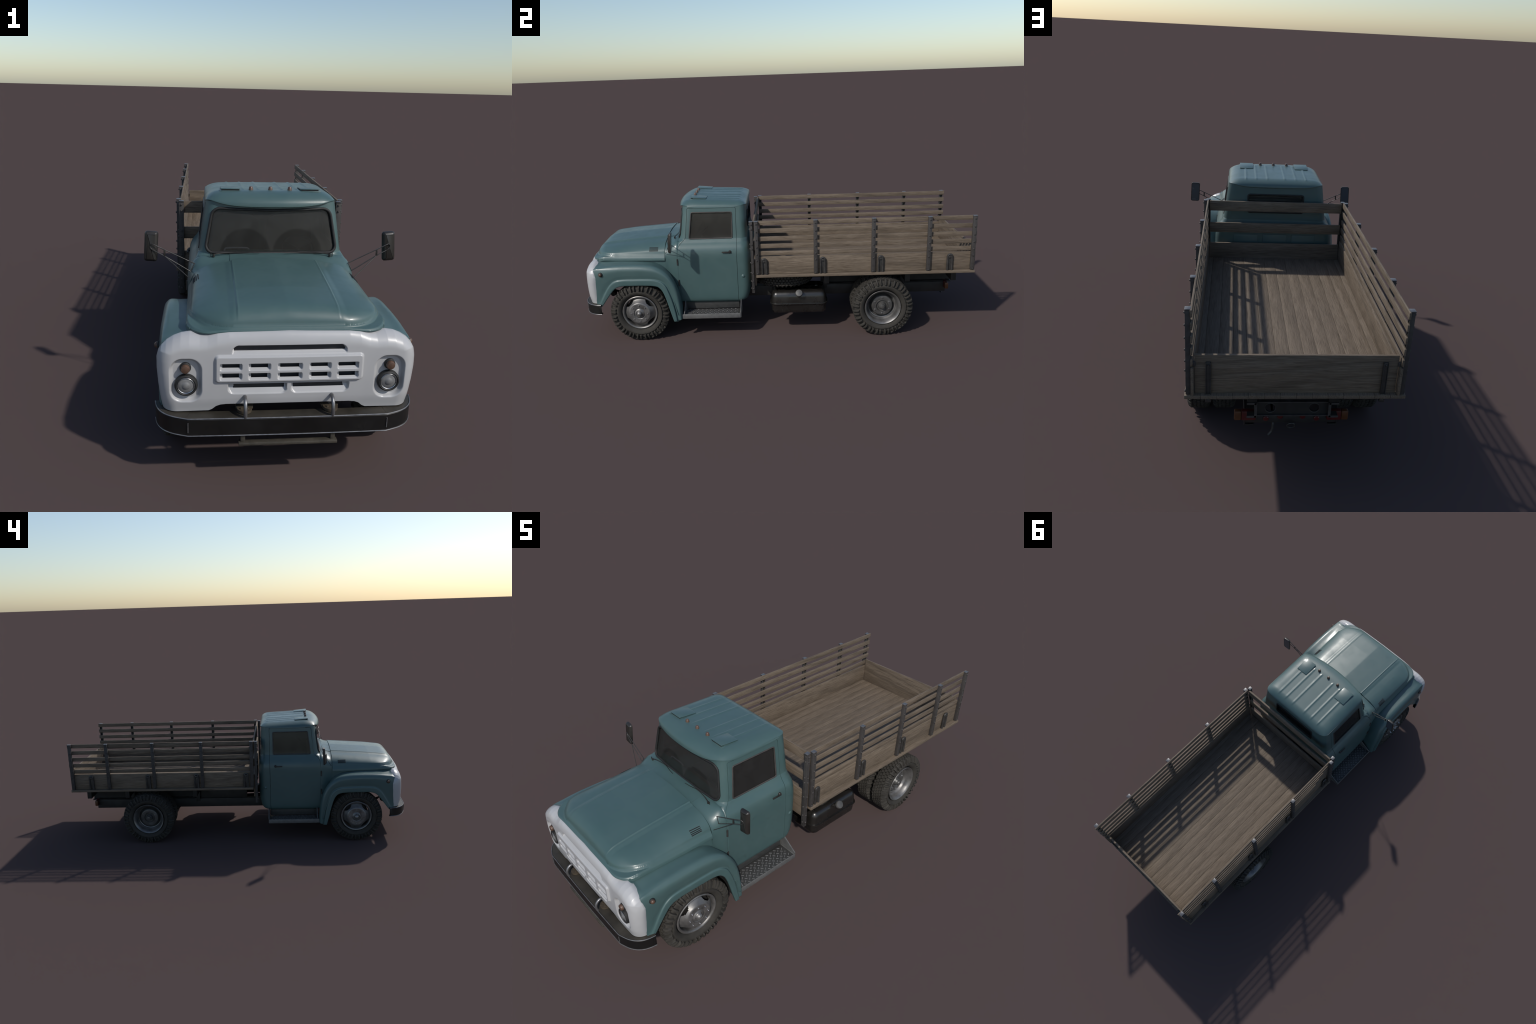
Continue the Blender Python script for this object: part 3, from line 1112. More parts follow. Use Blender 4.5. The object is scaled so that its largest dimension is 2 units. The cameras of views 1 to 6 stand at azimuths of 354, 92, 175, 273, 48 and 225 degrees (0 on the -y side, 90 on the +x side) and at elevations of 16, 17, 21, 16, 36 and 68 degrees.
def sweep_plan(path, sec):
    """section points (inward offset, z) swept along a plan curve"""
    P = [np.array(p, float) for p in path]
    rows = []
    n = len(P)
    for i in range(n):
        t = P[min(i + 1, n - 1)] - P[max(i - 1, 0)]
        t /= np.linalg.norm(t)
        nrm = np.array((-t[1], t[0]))  # inward for a left-to-right path along the front
        u = i / (n - 1)
        endk = min(1.0, min(u, 1 - u) * 9)
        row = []
        for d, z in sec:
            q = P[i] + nrm * d * (0.45 + 0.55 * endk)
            row.append((float(q[0]), float(q[1]), z))
        rows.append(row)
    return rows


bp = bumper_path()
sec = [(0.038, 0.2005), (0.038, 0.2045), (0.003, 0.2045), (0.0, 0.2015), (0.0, 0.1585), (0.003, 0.1555), (0.032, 0.1555), (0.032, 0.1595), (0.005, 0.1595), (0.0042, 0.1605), (0.0042, 0.1995), (0.005, 0.2005)]
rows = sweep_plan(bp, sec)
bumper = grid_obj("bumper", rows, M_BUMPER, TRUCK, 30, True)
bmx = bmesh.new()
bmx.from_mesh(bumper.data)
bmesh.ops.holes_fill(bmx, edges=[e for e in bmx.edges if e.is_boundary])
bmx.to_mesh(bumper.data)
bmx.free()
tp = sweep_plan(bp, [(0.0365, 0.2046), (0.0365, 0.2056), (0.003, 0.2056), (0.003, 0.2046)])
grid_obj("bumper_top", tp, plain("lightened_black_top", (0.030, 0.026, 0.020), 0.5, 0.4, 0.0, 16, 0.08), bumper, 30, True)  # separate top skin, browner and lighter for the light on the upward face
# rolled edges with a pale bright line
for zz in (0.2052, 0.1552):
    rr = sweep_plan(bp, [(0.0002, zz)])
    tube_obj("bumper_edge", [r[0] for r in rr], 0.0017, M_EDGE, bumper, 6)
# bolted joint strips where the corner pieces meet the straight
for s in (1, -1):
    box_obj("bumper_joint", (s * 0.264, -0.9905, 0.180), (0.0022, 0.0022, 0.028), M_EDGE, bumper)
# low step bar
bm = bmesh.new()
add_box(bm, (0, -0.984, 0.1275), (0.264, 0.018, 0.0085), 0.0015)
for s in (1, -1):
    add_box(bm, (s * 0.1205, -0.980, 0.142), (0.012, 0.012, 0.034), 0.001)
bm_obj("step_bar", bm, plain("dusty_steel", (0.07, 0.062, 0.05), 0.5, 0.3, 0.3), bumper)
# tow hooks
for s in (1, -1):
    bm = bmesh.new()
    path = [(0, -0.9675 + 0.0255 * math.cos(a), 0.2225 + 0.031 * math.sin(a)) for a in np.linspace(-0.55, PI + 0.55, 22)]
    add_tube(bm, path, 0.0050, 10)
    hook = bm_obj("tow_hook", bm, M_HOOK, TRUCK, 60, loc=(s * 0.1155, 0, 0))
    bm = bmesh.new()
    add_lathe(bm, [(0, -0.004), (0.020, -0.004), (0.020, 0.004), (0, 0.004)], "z", 24, (0, -0.957, 0.2115))
    add_box(bm, (0, -0.935, 0.2115), (0.046, 0.030, 0.010), 0.002)
    for px, py in ((-0.009, -0.962), (0.009, -0.962), (0.0, -0.948)):
        add_lathe(bm, [(0, 0.0), (0.0035, 0.0), (0.003, 0.003), (0, 0.0035)], "z", 8, (px, py, 0.2155))
    bm_obj("hook_plate", bm, plain("rusty_plate", (0.07, 0.055, 0.038), 0.55, 0.35, 0.2), hook)


# ------------------------------------------------------------------ mirrors
def build_mirror(s):
    bm = bmesh.new()
    outl = rounded([(-0.0215, -0.049), (0.0215, -0.049), (0.0215, 0.049), (-0.0215, 0.049)], 0.009, 5)
    layers = [(0.0, 0.006), (0.0, 0.0015), (0.0025, -0.0035), (0.007, -0.0075), (0.011, -0.0085)]
    rings = []
    for d, y in layers:
        rings.append([bm.verts.new((p[0], y, p[1])) for p in (inset(outl, d) if d else outl)])
    for A, B in zip(rings, rings[1:]):
        for k in range(len(A)):
            k2 = (k + 1) % len(A)
            bm.faces.new((A[k], A[k2], B[k2], B[k]))
    bm.faces.new(rings[-1])
    bm.faces.new(rings[0])
    rot = (0, 0, 0)
    M = Matrix.Translation((s * 0.3900, -0.506, 0.537)) @ Matrix.Rotation(math.radians(-3 * s), 4, "Y") @ Matrix.Rotation(math.radians(4 * s), 4, "Z") @ Matrix.Rotation(math.radians(-4), 4, "X")
    bmesh.ops.transform(bm, matrix=M, verts=bm.verts)
    mir = bm_obj("side_mirror", bm, M_BLACK, TRUCK, 30)
    bm = bmesh.new()
    vs = [bm.verts.new(M @ Vector((p[0], 0.0066, p[1]))) for p in inset(outl, 0.003)]
    bm.faces.new(vs)
    vs2 = [bm.verts.new(M @ Vector((p[0], 0.0055, p[1]))) for p in inset(outl, 0.003)]
    bm.faces.new(vs2)
    for k in range(len(vs)):
        k2 = (k + 1) % len(vs)
        bm.faces.new((vs[k], vs[k2], vs2[k2], vs2[k]))
    bm_obj("mirror_pane", bm, M_MIRROR, mir)
    bm = bmesh.new()
    X = lambda x, y, z: (s * x, y, z)
    a = [X(0.250, -0.526, 0.484), X(0.300, -0.5245, 0.508), X(0.345, -0.522, 0.529), X(0.376, -0.5205, 0.5445), X(0.3845, -0.518, 0.547), X(0.3905, -0.516, 0.544), X(0.392, -0.515, 0.538), X(0.3885, -0.516, 0.5315), X(0.378, -0.5185, 0.525), X(0.347, -0.523, 0.5095), X(0.264, -0.529, 0.459)]
    add_tube(bm, [tuple(p) for p in spline(a, 60)], 0.0017, 6)
    add_tube(bm, [X(0.347, -0.523, 0.510), X(0.268, -0.556, 0.446)], 0.0014, 6)
    add_tube(bm, [X(0.252, -0.526, 0.484), X(0.265, -0.529, 0.459)], 0.0014, 6)
    bm_obj("mirror_arm", bm, M_LATCH, mir, 60)
    box_obj("arm_clamp", (s * 0.346, -0.5235, 0.5195), (0.006, 0.003, 0.020), M_BLACK, mir, 0.001)
    return mir


mirrors = [build_mirror(s) for s in (1, -1)]

# ------------------------------------------------------------------- wipers
for s in (1, -1):
    bm = bmesh.new()
    p = [(0.190, -0.518, 0.512), (0.165, -0.513, 0.5155), (0.130, -0.508, 0.5165), (0.100, -0.509, 0.518), (0.070, -0.515, 0.517), (0.042, -0.519, 0.5175)]
    add_tube(bm, [(s * q[0], q[1], q[2]) for q in spline(p, 20)], lambda t: 0.0022 - 0.0012 * t, 6)
    add_lathe(bm, [(0, -0.004), (0.004, -0.004), (0.004, 0.004), (0, 0.005)], "z", 10, (s * 0.190, -0.518, 0.509))
    add_tube(bm, [(s * 0.1985, -0.518, 0.505), (s * 0.1985, -0.518, 0.5175)], 0.0016, 6)
    bm_obj("wiper", bm, M_BLACK, TRUCK, 60)

# ---------------------------------------------------------------- interior
bm = bmesh.new()
add_box(bm, (0, -0.452, 0.470), (0.44, 0.060, 0.055), 0.012)
add_box(bm, (0, -0.478, 0.345), (0.50, 0.012, 0.22), 0.002)
add_box(bm, (0, -0.315, 0.200), (0.50, 0.33, 0.012), 0.002)
interior = bm_obj("dashboard", bm, M_TRIM, TRUCK)
bm = bmesh.new()
add_box(bm, (0, -0.253, 0.345), (0.42, 0.15, 0.08), 0.02)
bm_obj("seat_cushion", bm, M_SEAT, interior)
for s in (1, -1):
    out = rounded([(-0.093, 0.35), (0.093, 0.35), (0.085, 0.56), (0.045, 0.578), (-0.045, 0.578), (-0.085, 0.56)], [0.01, 0.01, 0.05, 0.05, 0.05, 0.05], 4)
    o = prism("seat_back", out, "y", -0.195, -0.160)
    o.data.materials.append(M_SEAT)
    o.location = (s * 0.100, 0, 0)
    o.parent = interior
bm = bmesh.new()
Rw = Matrix.Rotation(math.radians(38), 4, "X")
cw = Vector((0.105, -0.400, 0.502))
ring = [cw + (Rw @ Vector((0.056 * math.cos(a), 0.056 * math.sin(a), 0))) for a in np.linspace(0, 2 * PI, 36, endpoint=False)]
add_tube(bm, ring, 0.0042, 8, True)
for a in (0.5, 2.64, 4.71):
    add_tube(bm, [cw, cw + (Rw @ Vector((0.054 * math.cos(a), 0.054 * math.sin(a), 0)))], 0.003, 6)
add_tube(bm, [cw, cw + (Rw @ Vector((0, 0, -0.09)))], 0.006, 8)
bm_obj("steering_wheel", bm, M_RUBBER, interior, 60)
tube_obj("grab_rail", [tuple(p) for p in spline([(-0.155, -0.452, 0.500), (-0.150, -0.45, 0.513), (-0.135, -0.45, 0.516), (-0.085, -0.45, 0.516), (-0.072, -0.45, 0.512), (-0.068, -0.452, 0.500)], 24)], 0.003, plain("grey_blue_rail", (0.16, 0.17, 0.21), 0.4), interior, 8)
bm = bmesh.new()
add_box(bm, (0, -0.310, 0.659), (0.40, 0.29, 0.004), 0.001)
bm_obj("headliner", bm, M_TRIM, interior)


# ----------------------------------------------------------- running boards
def build_step(s):
    y0, y1 = -0.4835, -0.1845
    yc, ly = (y0 + y1) / 2, y1 - y0
    bm = bmesh.new()
    add_box(bm, (s * 0.3315, yc, 0.1235), (0.004, ly, 0.0235), 0.0015)
    for yy in (y0 + 0.002, y1 - 0.002):
        add_box(bm, (s * 0.289, yy, 0.1235), (0.085, 0.004, 0.021), 0.001)
    add_tube(bm, [(s * 0.3325, y0 + 0.002, 0.1355), (s * 0.3325, y1 - 0.002, 0.1355)], 0.0016, 6)
    step = bm_obj("running_board", bm, M_STEP, TRUCK)
    box_obj("tread_plate", (s * 0.288, yc, 0.1285), (0.084, ly - 0.006, 0.004), M_PLATE, step, 0.0012)
    # kick plate behind it
    box_obj("kick_plate", (s * 0.247, yc, 0.158), (0.004, ly - 0.02, 0.048), M_PLATE, step, 0.001)
    # gusset cheeks at the two ends
    for yy in (y1 + 0.0015, y0 + 0.010):
        g = prism("step_gusset", [(s * 0.215, 0.113), (s * 0.331, 0.113), (s * 0.3315, 0.141), (s * 0.264, 0.187), (s * 0.215, 0.187)], "y", yy - 0.0015, yy + 0.0015)
        g.data.materials.append(M_STEP)
        g.parent = step
        tube_obj("gusset_edge", [(s * 0.331, yy, 0.139), (s * 0.264, yy, 0.187)], 0.0024, M_STEP, step, 6)
    # tread bars, alternating across and along at 45 degrees
    bm = bmesh.new()
    a_ = 0.0109
    for i in range(-40, 41):
        for j in range(-40, 41):
            x = 0.290 + (i + j) * a_
            y = yc + (i - j) * a_
            if not (0.2515 < x < 0.3275 and y0 + 0.012 < y < y1 - 0.014):
                continue
            ang = math.radians(45 if i % 2 == j % 2 else -45)
            add_box(bm, (s * x, y, 0.1310), (0.0024, 0.0112, 0.0016), 0.0, Matrix.Rotation(ang, 3, "Z"))
    t = bm_obj("tread_bars", bm, plain("bright_tread", (0.20, 0.20, 0.20), 0.42, 0.2, 0.3), step, None)
    t["kind"] = "stuff"
    return step


for s in (1, -1):
    build_step(s)

# ------------------------------------------------------------------- wheels
RT = 0.152  # tyre radius


def build_tyre_mesh():
    """tyre as profile x angle, with shoulder bars and a cell-patterned tread pressed in"""
    prof = [(0.0900, 0.0020), (0.0905, 0.0160), (0.0912, 0.0205), (0.0930, 0.0250), (0.0965, 0.0305), (0.1020, 0.0350), (0.1080, 0.0380), (0.1140, 0.0392), (0.1158, 0.0388), (0.1166, 0.0366), (0.1176, 0.0338),
            (0.1195, 0.0326), (0.1230, 0.0325), (0.1280, 0.0320), (0.1325, 0.0312), (0.1365, 0.0298), (0.1395, 0.0278), (0.1412, 0.0258), (0.1418, 0.0246)]
    tread = [(0.1422, x) for x in np.linspace(0.0234, -0.0234, 25)]
    prof = prof + tread + [(r, -x) for r, x in prof[::-1]]
    n = 640
    P = np.array(prof)
    tn = np.gradient(P, axis=0)
    nrm = np.stack([-tn[:, 1], tn[:, 0]], 1)  # (r, x) outward
    nrm /= np.linalg.norm(nrm, axis=1)[:, None]
    if nrm[len(P) // 2, 0] < 0:
        nrm = -nrm
    rows = []
    NP = 20  # pairs of bars
    th = np.arange(n) * 2 * PI / n
    for i, (r, x) in enumerate(P):
        side = 1 if x > 0 else -1
        ph = (th * NP / (2 * PI) + (0.0 if side > 0 else 0.5)) % 1.0
        bar = np.zeros(n)
        # each pair: two bars, the second a little longer
        for c0, r_in in ((0.27, 0.1182), (0.70, 0.1200)):
            w = 0.094
            b = sstep(w + 0.02, w - 0.02, np.abs(ph - c0))
            if abs(x) > 0.0225 and r > 0.1165:
                bar = np.maximum(bar, b * float(sstep(r_in - 0.0012, r_in + 0.0015, r)))
        h = 0.0105 * bar * (1.0 if r > 0.121 else 0.75)
        if abs(x) <= 0.0250 and r > 0.1405:
            # hexagonal tread blocks with sipes between
            gx = x / 0.0155
            gy = th * 0.148 / 0.0168
            gyc = 2 * PI * 0.148 / round(2 * PI * 0.148 / 0.0168)
            gy = th * 0.148 / gyc
            d = np.full(n, 9.0)
            d2 = np.full(n, 9.0)
            for ci in range(-3, 4):
                yo = 0.5 * (ci % 2)
                cyv = np.round(gy - yo) + yo
                for dj in (-1, 0, 1):
                    q = np.hypot((gx - ci * 0.87) * 1.0, gy - (cyv + dj))
                    d2 = np.minimum(d2, np.maximum(q, d))
                    d = np.minimum(d, q)
            blk = sstep(0.05, 0.17, d2 - d)
            h = np.maximum(h, 0.0095 * blk)
        rr = r + nrm[i, 0] * h
        xx = x + nrm[i, 1] * h
        rr = np.minimum(rr, RT)
        rows.append([(float(b), float(a * math.cos(t)), float(a * math.sin(t))) for a, b, t in zip(rr, xx, th)])
    m = n
    verts = [p for r in rows for p in r]
    faces = [(i * m + j, i * m + (j + 1) % m, (i + 1) * m + (j + 1) % m, (i + 1) * m + j) for i in range(len(rows) - 1) for j in range(m)]
    me = bpy.data.meshes.new("tyre")
    me.from_pydata(verts, [], faces)
    bm = bmesh.new()
    bm.from_mesh(me)
    bmesh.ops.recalc_face_normals(bm, faces=bm.faces)
    bm.to_mesh(me)
    bm.free()
    smooth_mesh(me, 40)
    me.materials.append(M_TYRE)
    return me


TYRE = build_tyre_mesh()


def mesh_of(name, fill, mat, angle=35):
    bm = bmesh.new()
    fill(bm)
    bmesh.ops.recalc_face_normals(bm, faces=bm.faces)
    me = bpy.data.meshes.new(name)
    bm.to_mesh(me)
    bm.free()
    smooth_mesh(me, angle)
    me.materials.append(mat)
    return me


def front_rim(bm):
    # rim barrel with rolled lip (outside is +x)
    add_lathe(bm, [(0.0780, -0.030), (0.0800, 0.000), (0.0785, 0.022), (0.0790, 0.0270), (0.0808, 0.0325), (0.0840, 0.0362), (0.0875, 0.0368), (0.0903, 0.0345), (0.0905, 0.029), (0.084, 0.022), (0.0835, -0.030), (0.078, -0.030)], "x", 64)


def front_disc(bm):
    """dished disc with four hand holes"""
    na, nr = 144, 22
    prof = spline([(0.0800, 0.010), (0.0760, 0.0135), (0.0680, 0.0205), (0.0600, 0.0300), (0.0555, 0.0355), (0.0500, 0.0375), (0.0400, 0.0370), (0.0300, 0.0365)], nr)
    grid = [[None] * na for _ in range(nr)]
    for i, (r, h) in enumerate(prof):
        for k in range(na):
            a = 2 * PI * k / na
            grid[i][k] = bm.verts.new((h, r * math.cos(a), r * math.sin(a)))
    for i in range(nr - 1):
        for k in range(na):
            a = (360 * (k + 0.5) / na) % 90
            r = (prof[i][0] + prof[i + 1][0]) / 2
            hw = 22 * math.sqrt(max(0, 1 - ((0.0795 - r) / 0.0175) ** 2)) if r > 0.062 else 0
            if abs(a - 45) < hw:
                continue
            bm.faces.new((grid[i][k], grid[i][(k + 1) % na], grid[i + 1][(k + 1) % na], grid[i + 1][k]))


def hub_front(bm):
    add_lathe(bm, [(0.0335, 0.030), (0.0335, 0.0385), (0.0320, 0.0405), (0.0300, 0.0385), (0.0265, 0.0380), (0.0235, 0.0395), (0.0215, 0.0425), (0.0185, 0.0435), (0.0165, 0.0405), (0.0150, 0.0410),
                   (0.0128, 0.0445), (0.0118, 0.0500), (0.0085, 0.0545), (0.0040, 0.0562), (0, 0.0565)], "x", 40)


def nuts(n, rad, x, r, hgt):
    def f(bm):
        for k in range(n):
            a = 2 * PI * (k + 0.5 * (n == 6)) / n + (PI / 2 if n == 8 else 0)
            add_lathe(bm, [(r * 1.15, -0.001), (r, hgt * 0.6), (r * 0.6, hgt), (0, hgt)], "x", 8, (x, rad * math.cos(a), rad * math.sin(a)))
    return f


def rear_rim(bm):
    add_lathe(bm, [(0.0780, -0.034), (0.0560, -0.030), (0.0600, -0.020), (0.0640, -0.0165), (0.0655, -0.010), (0.0695, -0.008), (0.0705, -0.001), (0.0745, 0.002), (0.0760, 0.010), (0.0785, 0.020), (0.0830, 0.0285),
                   (0.0875, 0.0335), (0.0900, 0.0350), (0.0912, 0.0335), (0.0900, 0.028), (0.086, 0.02), (0.085, -0.034), (0.0780, -0.034)], "x", 64)


def rear_hub(bm):
    add_lathe(bm, [(0.0600, -0.034), (0.0540, -0.024), (0.0535, -0.012), (0.0515, -0.0085), (0.0480, -0.0075), (0.0320, -0.0075), (0.0300, -0.0045), (0.0285, -0.0075), (0.0255, -0.0110), (0.0215, -0.0110), (0.0190, -0.0060),
                   (0.0175, -0.0020), (0.0150, 0.0020), (0.0125, 0.0020), (0.0118, 0.0085), (0.0100, 0.0115), (0.0055, 0.0125), (0, 0.0128)], "x", 40)


ME_FRIM = mesh_of("wheel_rim_front", front_rim, M_RIM, 45)
ME_FDISC = mesh_of("wheel_disc", front_disc, M_RIM, 45)
ME_FHUB = mesh_of("hub", hub_front, M_RIM, 45)
ME_NUT8 = mesh_of("wheel_nuts", nuts(8, 0.0425, 0.0375, 0.0030, 0.0045), M_CHROME)
ME_RRIM = mesh_of("wheel_rim_rear", rear_rim, M_RIM, 45)
ME_RHUB = mesh_of("hub_rear", rear_hub, plain("hub_iron", (0.10, 0.098, 0.095), 0.42, 0.3, 0.5), 45)
ME_NUT6 = mesh_of("wheel_nuts_rear", nuts(6, 0.0410, -0.0080, 0.0036, 0.0055), M_CHROME)


def wheel(x, y, s, rear=False, turn=0.0):
    """s = +1: outside faces +x"""
    rz = 0 if s > 0 else PI
    w = place("wheel", ME_RRIM if rear else ME_FRIM, None, TRUCK, (x, y, RT), (0, 0, rz))
    place("tyre", TYRE, None, w, (0.0010 if rear else 0.0065, 0, 0), (turn, 0, 0))
    if rear:
        place("hub", ME_RHUB, None, w, (0.013, 0, 0))
        place("wheel_nuts", ME_NUT6, None, w, (0.013, 0, 0))["kind"] = "stuff"
    else:
        place("wheel_disc", ME_FDISC, None, w, (0.010, 0, 0))
        place("hub", ME_FHUB, None, w, (0.004, 0, 0))
        place("wheel_nuts", ME_NUT8, None, w, (0.010, 0, 0))["kind"] = "stuff"
    return w


for s in (1, -1):
    wheel(s * 0.2985, -0.7015, s, False, 0.05)
    wheel(s * 0.3055, 0.5410, s, True, 0.02)
    iw = place("inner_wheel", ME_RRIM, None, TRUCK, (s * 0.2160, 0.5410, RT), (0, 0, PI if s > 0 else 0))
    place("tyre", TYRE, None, iw, rot=(0.11, 0, 0))

# spare wheel slung flat above the fuel tank
sp = place("spare_wheel", ME_RRIM, None, TRUCK, (0.128, 0.045, 0.286), (0, -PI / 2, 0))
place("tyre", TYRE, None, sp)

# ------------------------------------------------------------- cargo bed
DECK_Z0, DECK_Z1 = 0.3245, 0.3365
BY0, BY1 = -0.0955, 0.9945

bm = bmesh.new()
for yy in (0.261, 0.672, 0.905):
    add_box(bm, (0, yy, 0.2955), (0.56, 0.026, 0.056), 0.002)
for s in (1, -1):
    # channel sills on top of the chassis rails
    add_box(bm, (s * 0.1155, 0.585, 0.2385), (0.007, 0.69, 0.052), 0.0)
    add_box(bm, (s * 0.1275, 0.585, 0.2620), (0.029, 0.69, 0.006), 0.0)
    add_box(bm, (s * 0.1275, 0.585, 0.2150), (0.029, 0.69, 0.006), 0.0)
    yb0 = 0.24 if s > 0 else -0.05
    add_box(bm, (s * 0.1270, (yb0 + 0.93) / 2, 0.2950), (0.030, 0.93 - yb0, 0.058), 0.002)
    if s < 0:
        add_box(bm, (s * 0.1275, 0.10, 0.2385), (0.029, 0.29, 0.052), 0.001)
    for yy in (0.261, 0.672):
        add_box(bm, (s * 0.150, yy, 0.235), (0.012, 0.022, 0.075), 0.001)
bed = bm_obj("cargo_bed", bm, M_CHASSIS, TRUCK)

# deck planks
NPL = 14
PW = 0.658 / NPL
bm = bmesh.new()
add_box(bm, (0, 0, 0), (PW - 0.0004, BY1 - BY0, DECK_Z1 - DECK_Z0), 0.0010, None, 2)
bmesh.ops.subdivide_edges(bm, edges=[e for e in bm.edges if abs(e.verts[0].co.y - e.verts[1].co.y) > 0.5], cuts=20)
o = bm_obj("deck_plank", bm, M_DECK, bed)
o.location = (-0.329 + PW / 2, (BY0 + BY1) / 2, (DECK_Z0 + DECK_Z1) / 2)
for k in range(1, NPL):
    c = o.copy()
    link(c)
    c.location = (-0.329 + PW * (k + 0.5), (BY0 + BY1) / 2 + random.uniform(-0.0008, 0.0008), (DECK_Z0 + DECK_Z1) / 2 + random.uniform(-0.0003, 0.0003))

# side slats and boards
SLATS = [(0.590, 0.612), (0.5495, 0.573), (0.5085, 0.5325), (0.4715, 0.4945), (0.4345, 0.4565)]
LY = 1.0925
YC = 0.4505
bm = bmesh.new()
add_box(bm, (0, 0, 0), (0.0064, LY, 0.0228), 0.0013, None, 2)
slat_me = None
for s in (1, -1):
    for z0, z1 in SLATS:
        if slat_me is None:
            so = bm_obj("side_slat", bm, M_WOODY, bed)
            slat_me = so.data
        else:
            so = place("side_slat", slat_me, None, bed)
        so.location = (s * 0.3070, YC + random.uniform(-0.0015, 0.0015), (z0 + z1) / 2 + 0.0015 + random.uniform(-0.0006, 0.0006))
    box_obj("side_board", (s * 0.3055, YC, 0.3835), (0.0085, LY, 0.0920), M_WOODY, bed, 0.0018)

# stake posts with their bolts
POSTS_Y = [-0.089, 0.204, 0.490, 0.764, 0.981]
bm = bmesh.new()
# channel: web outside, two legs toward the boards
add_box(bm, (0.0045, 0, 0), (0.0050, 0.0185, 0.2750), 0.0012)
for t in (-1, 1):
    add_box(bm, (-0.0015, t * 0.0078, 0), (0.0130, 0.0030, 0.2745), 0.0008)
add_box(bm, (-0.0006, 0, 0.1355), (0.0170, 0.0195, 0.004), 0.001)
post_me = None
bolts = {1: bmesh.new(), -1: bmesh.new()}
BOLT = [(0.0040, -0.002), (0.0040, 0.0022), (0.0026, 0.0042), (0, 0.0046)]
for s in (1, -1):
    for y in POSTS_Y:
        if post_me is None:
            po = bm_obj("stake_post", bm, M_POST, bed)
            post_me = po.data
        else:
            po = place("stake_post", post_me, None, bed)
        po.location = (s * 0.3175, y, 0.4755)
        po.rotation_euler = (0, 0, 0 if s > 0 else PI)
        for z in [(a + b) / 2 for a, b in SLATS] + [0.414, 0.345]:
            R = Matrix.Rotation(0 if s > 0 else PI, 3, "Z")
            add_lathe(bolts[s], BOLT, "x", 8, (s * 0.3242, y, z), R)
cap_me = None
for s in (1, -1):
    for y in POSTS_Y + [None]:
        if cap_me is None:
            bm = bmesh.new()
            add_box(bm, (0, 0, 0), (0.0176, 0.0200, 0.0024), 0.001)
            cap = bm_obj("post_cap", bm, M_CAP, bed)
            cap_me = cap.data
        else:
            cap = place("post_cap", cap_me, None, bed)
        cap.location = (s * 0.3168, y, 0.6136) if y is not None else (s * 0.3060, -0.1140, 0.6108)
for s in (1, -1):
    b = bm_obj("post_bolts", bolts[s], M_POST, bed, 30)
    b["kind"] = "stuff"

# looped latch brackets on the low boards
bm = bmesh.new()
zt = 0.0330
loop = [(0, -0.0105, -0.041), (0, -0.0105, zt - 0.004)] + [(0, 0.0105 * math.cos(a), zt - 0.002 + 0.0095 * math.sin(a)) for a in np.linspace(PI, 0, 9)] + [(0, 0.0105, zt - 0.004), (0, 0.0105, -0.041)]
add_tube(bm, [(0.004, y, z) for _, y, z in loop], 0.0050, 8)
add_box(bm, (0.0005, 0, -0.006), (0.003, 0.0310, 0.0760), 0.001)
add_box(bm, (0.0035, 0, 0.028), (0.008, 0.016, 0.012), 0.002)
latch_me = None
for s in (1, -1):
    for y in (-0.054, 0.2395, 0.528, 0.870):
        if latch_me is None:
            lo_ = bm_obj("latch_bracket", bm, M_LATCH, bed)
            latch_me = lo_.data
        else:
            lo_ = place("latch_bracket", latch_me, None, bed)
        lo_.location = (s * 0.3140, y, 0.379)
        lo_.rotation_euler = (0, 0, 0 if s > 0 else PI)

# headboard
for z0, z1 in ((0.562, 0.608), (0.460, 0.506), (0.2715, 0.4090)):
    box_obj("headboard_slat", (0, -0.1015, (z0 + z1) / 2), (0.600, 0.0095, z1 - z0), M_WOODX, bed, 0.0018)
hb = bmesh.new()
for s in (1, -1):
    bm = bmesh.new()
    add_box(bm, (0, -0.0040, 0), (0.0190, 0.0050, 0.3720), 0.0012)
    for t in (-1, 1):
        add_box(bm, (t * 0.0080, 0.0015, 0), (0.0030, 0.0120, 0.3715), 0.0008)
    add_box(bm, (0, 0, 0.1840), (0.0200, 0.0155, 0.004), 0.001)
    bm_obj("headboard_post", bm, M_POST, bed, loc=(s * 0.3060, -0.1140, 0.4240))
    for z in (0.597, 0.573, 0.495, 0.471, 0.398, 0.345, 0.30, 0.262):
        add_lathe(hb, BOLT, "y", 8, (s * 0.3060, -0.1205, z), Matrix.Rotation(PI, 3, "X"))
        add_lathe(hb, BOLT, "x", 8, (s * 0.3155, -0.1135, z), Matrix.Rotation(0 if s > 0 else PI, 3, "Z"))
h = bm_obj("headboard_bolts", hb, M_POST, bed, 30)
h["kind"] = "stuff"

# tailgate
tail = box_obj("tailgate", (0, 0.9765, 0.4005), (0.598, 0.0095, 0.1290), M_WOODX, TRUCK, 0.0018)
for s in (1, -1):
    bm = bmesh.new()
    add_box(bm, (0, 0, 0), (0.0155, 0.0050, 0.1280), 0.0015)
    for t in (-1, 1):
        add_box(bm, (t * 0.0068, 0.0025, 0), (0.0024, 0.0060, 0.1270), 0.0008)
    for z in (0.055, -0.05):
        add_lathe(bm, BOLT, "y", 8, (0, 0.0030, z))
    add_box(bm, (0, -0.001, -0.067), (0.018, 0.010, 0.012), 0.003)
    st_ = bm_obj("tailgate_strap", bm, M_LATCH, tail, loc=(s * 0.2595, 0.0075, -0.0200))
    box_obj("tailgate_hook", (s * 0.3015, 0.004, 0.036), (0.012, 0.010, 0.014), M_POST, tail, 0.002)

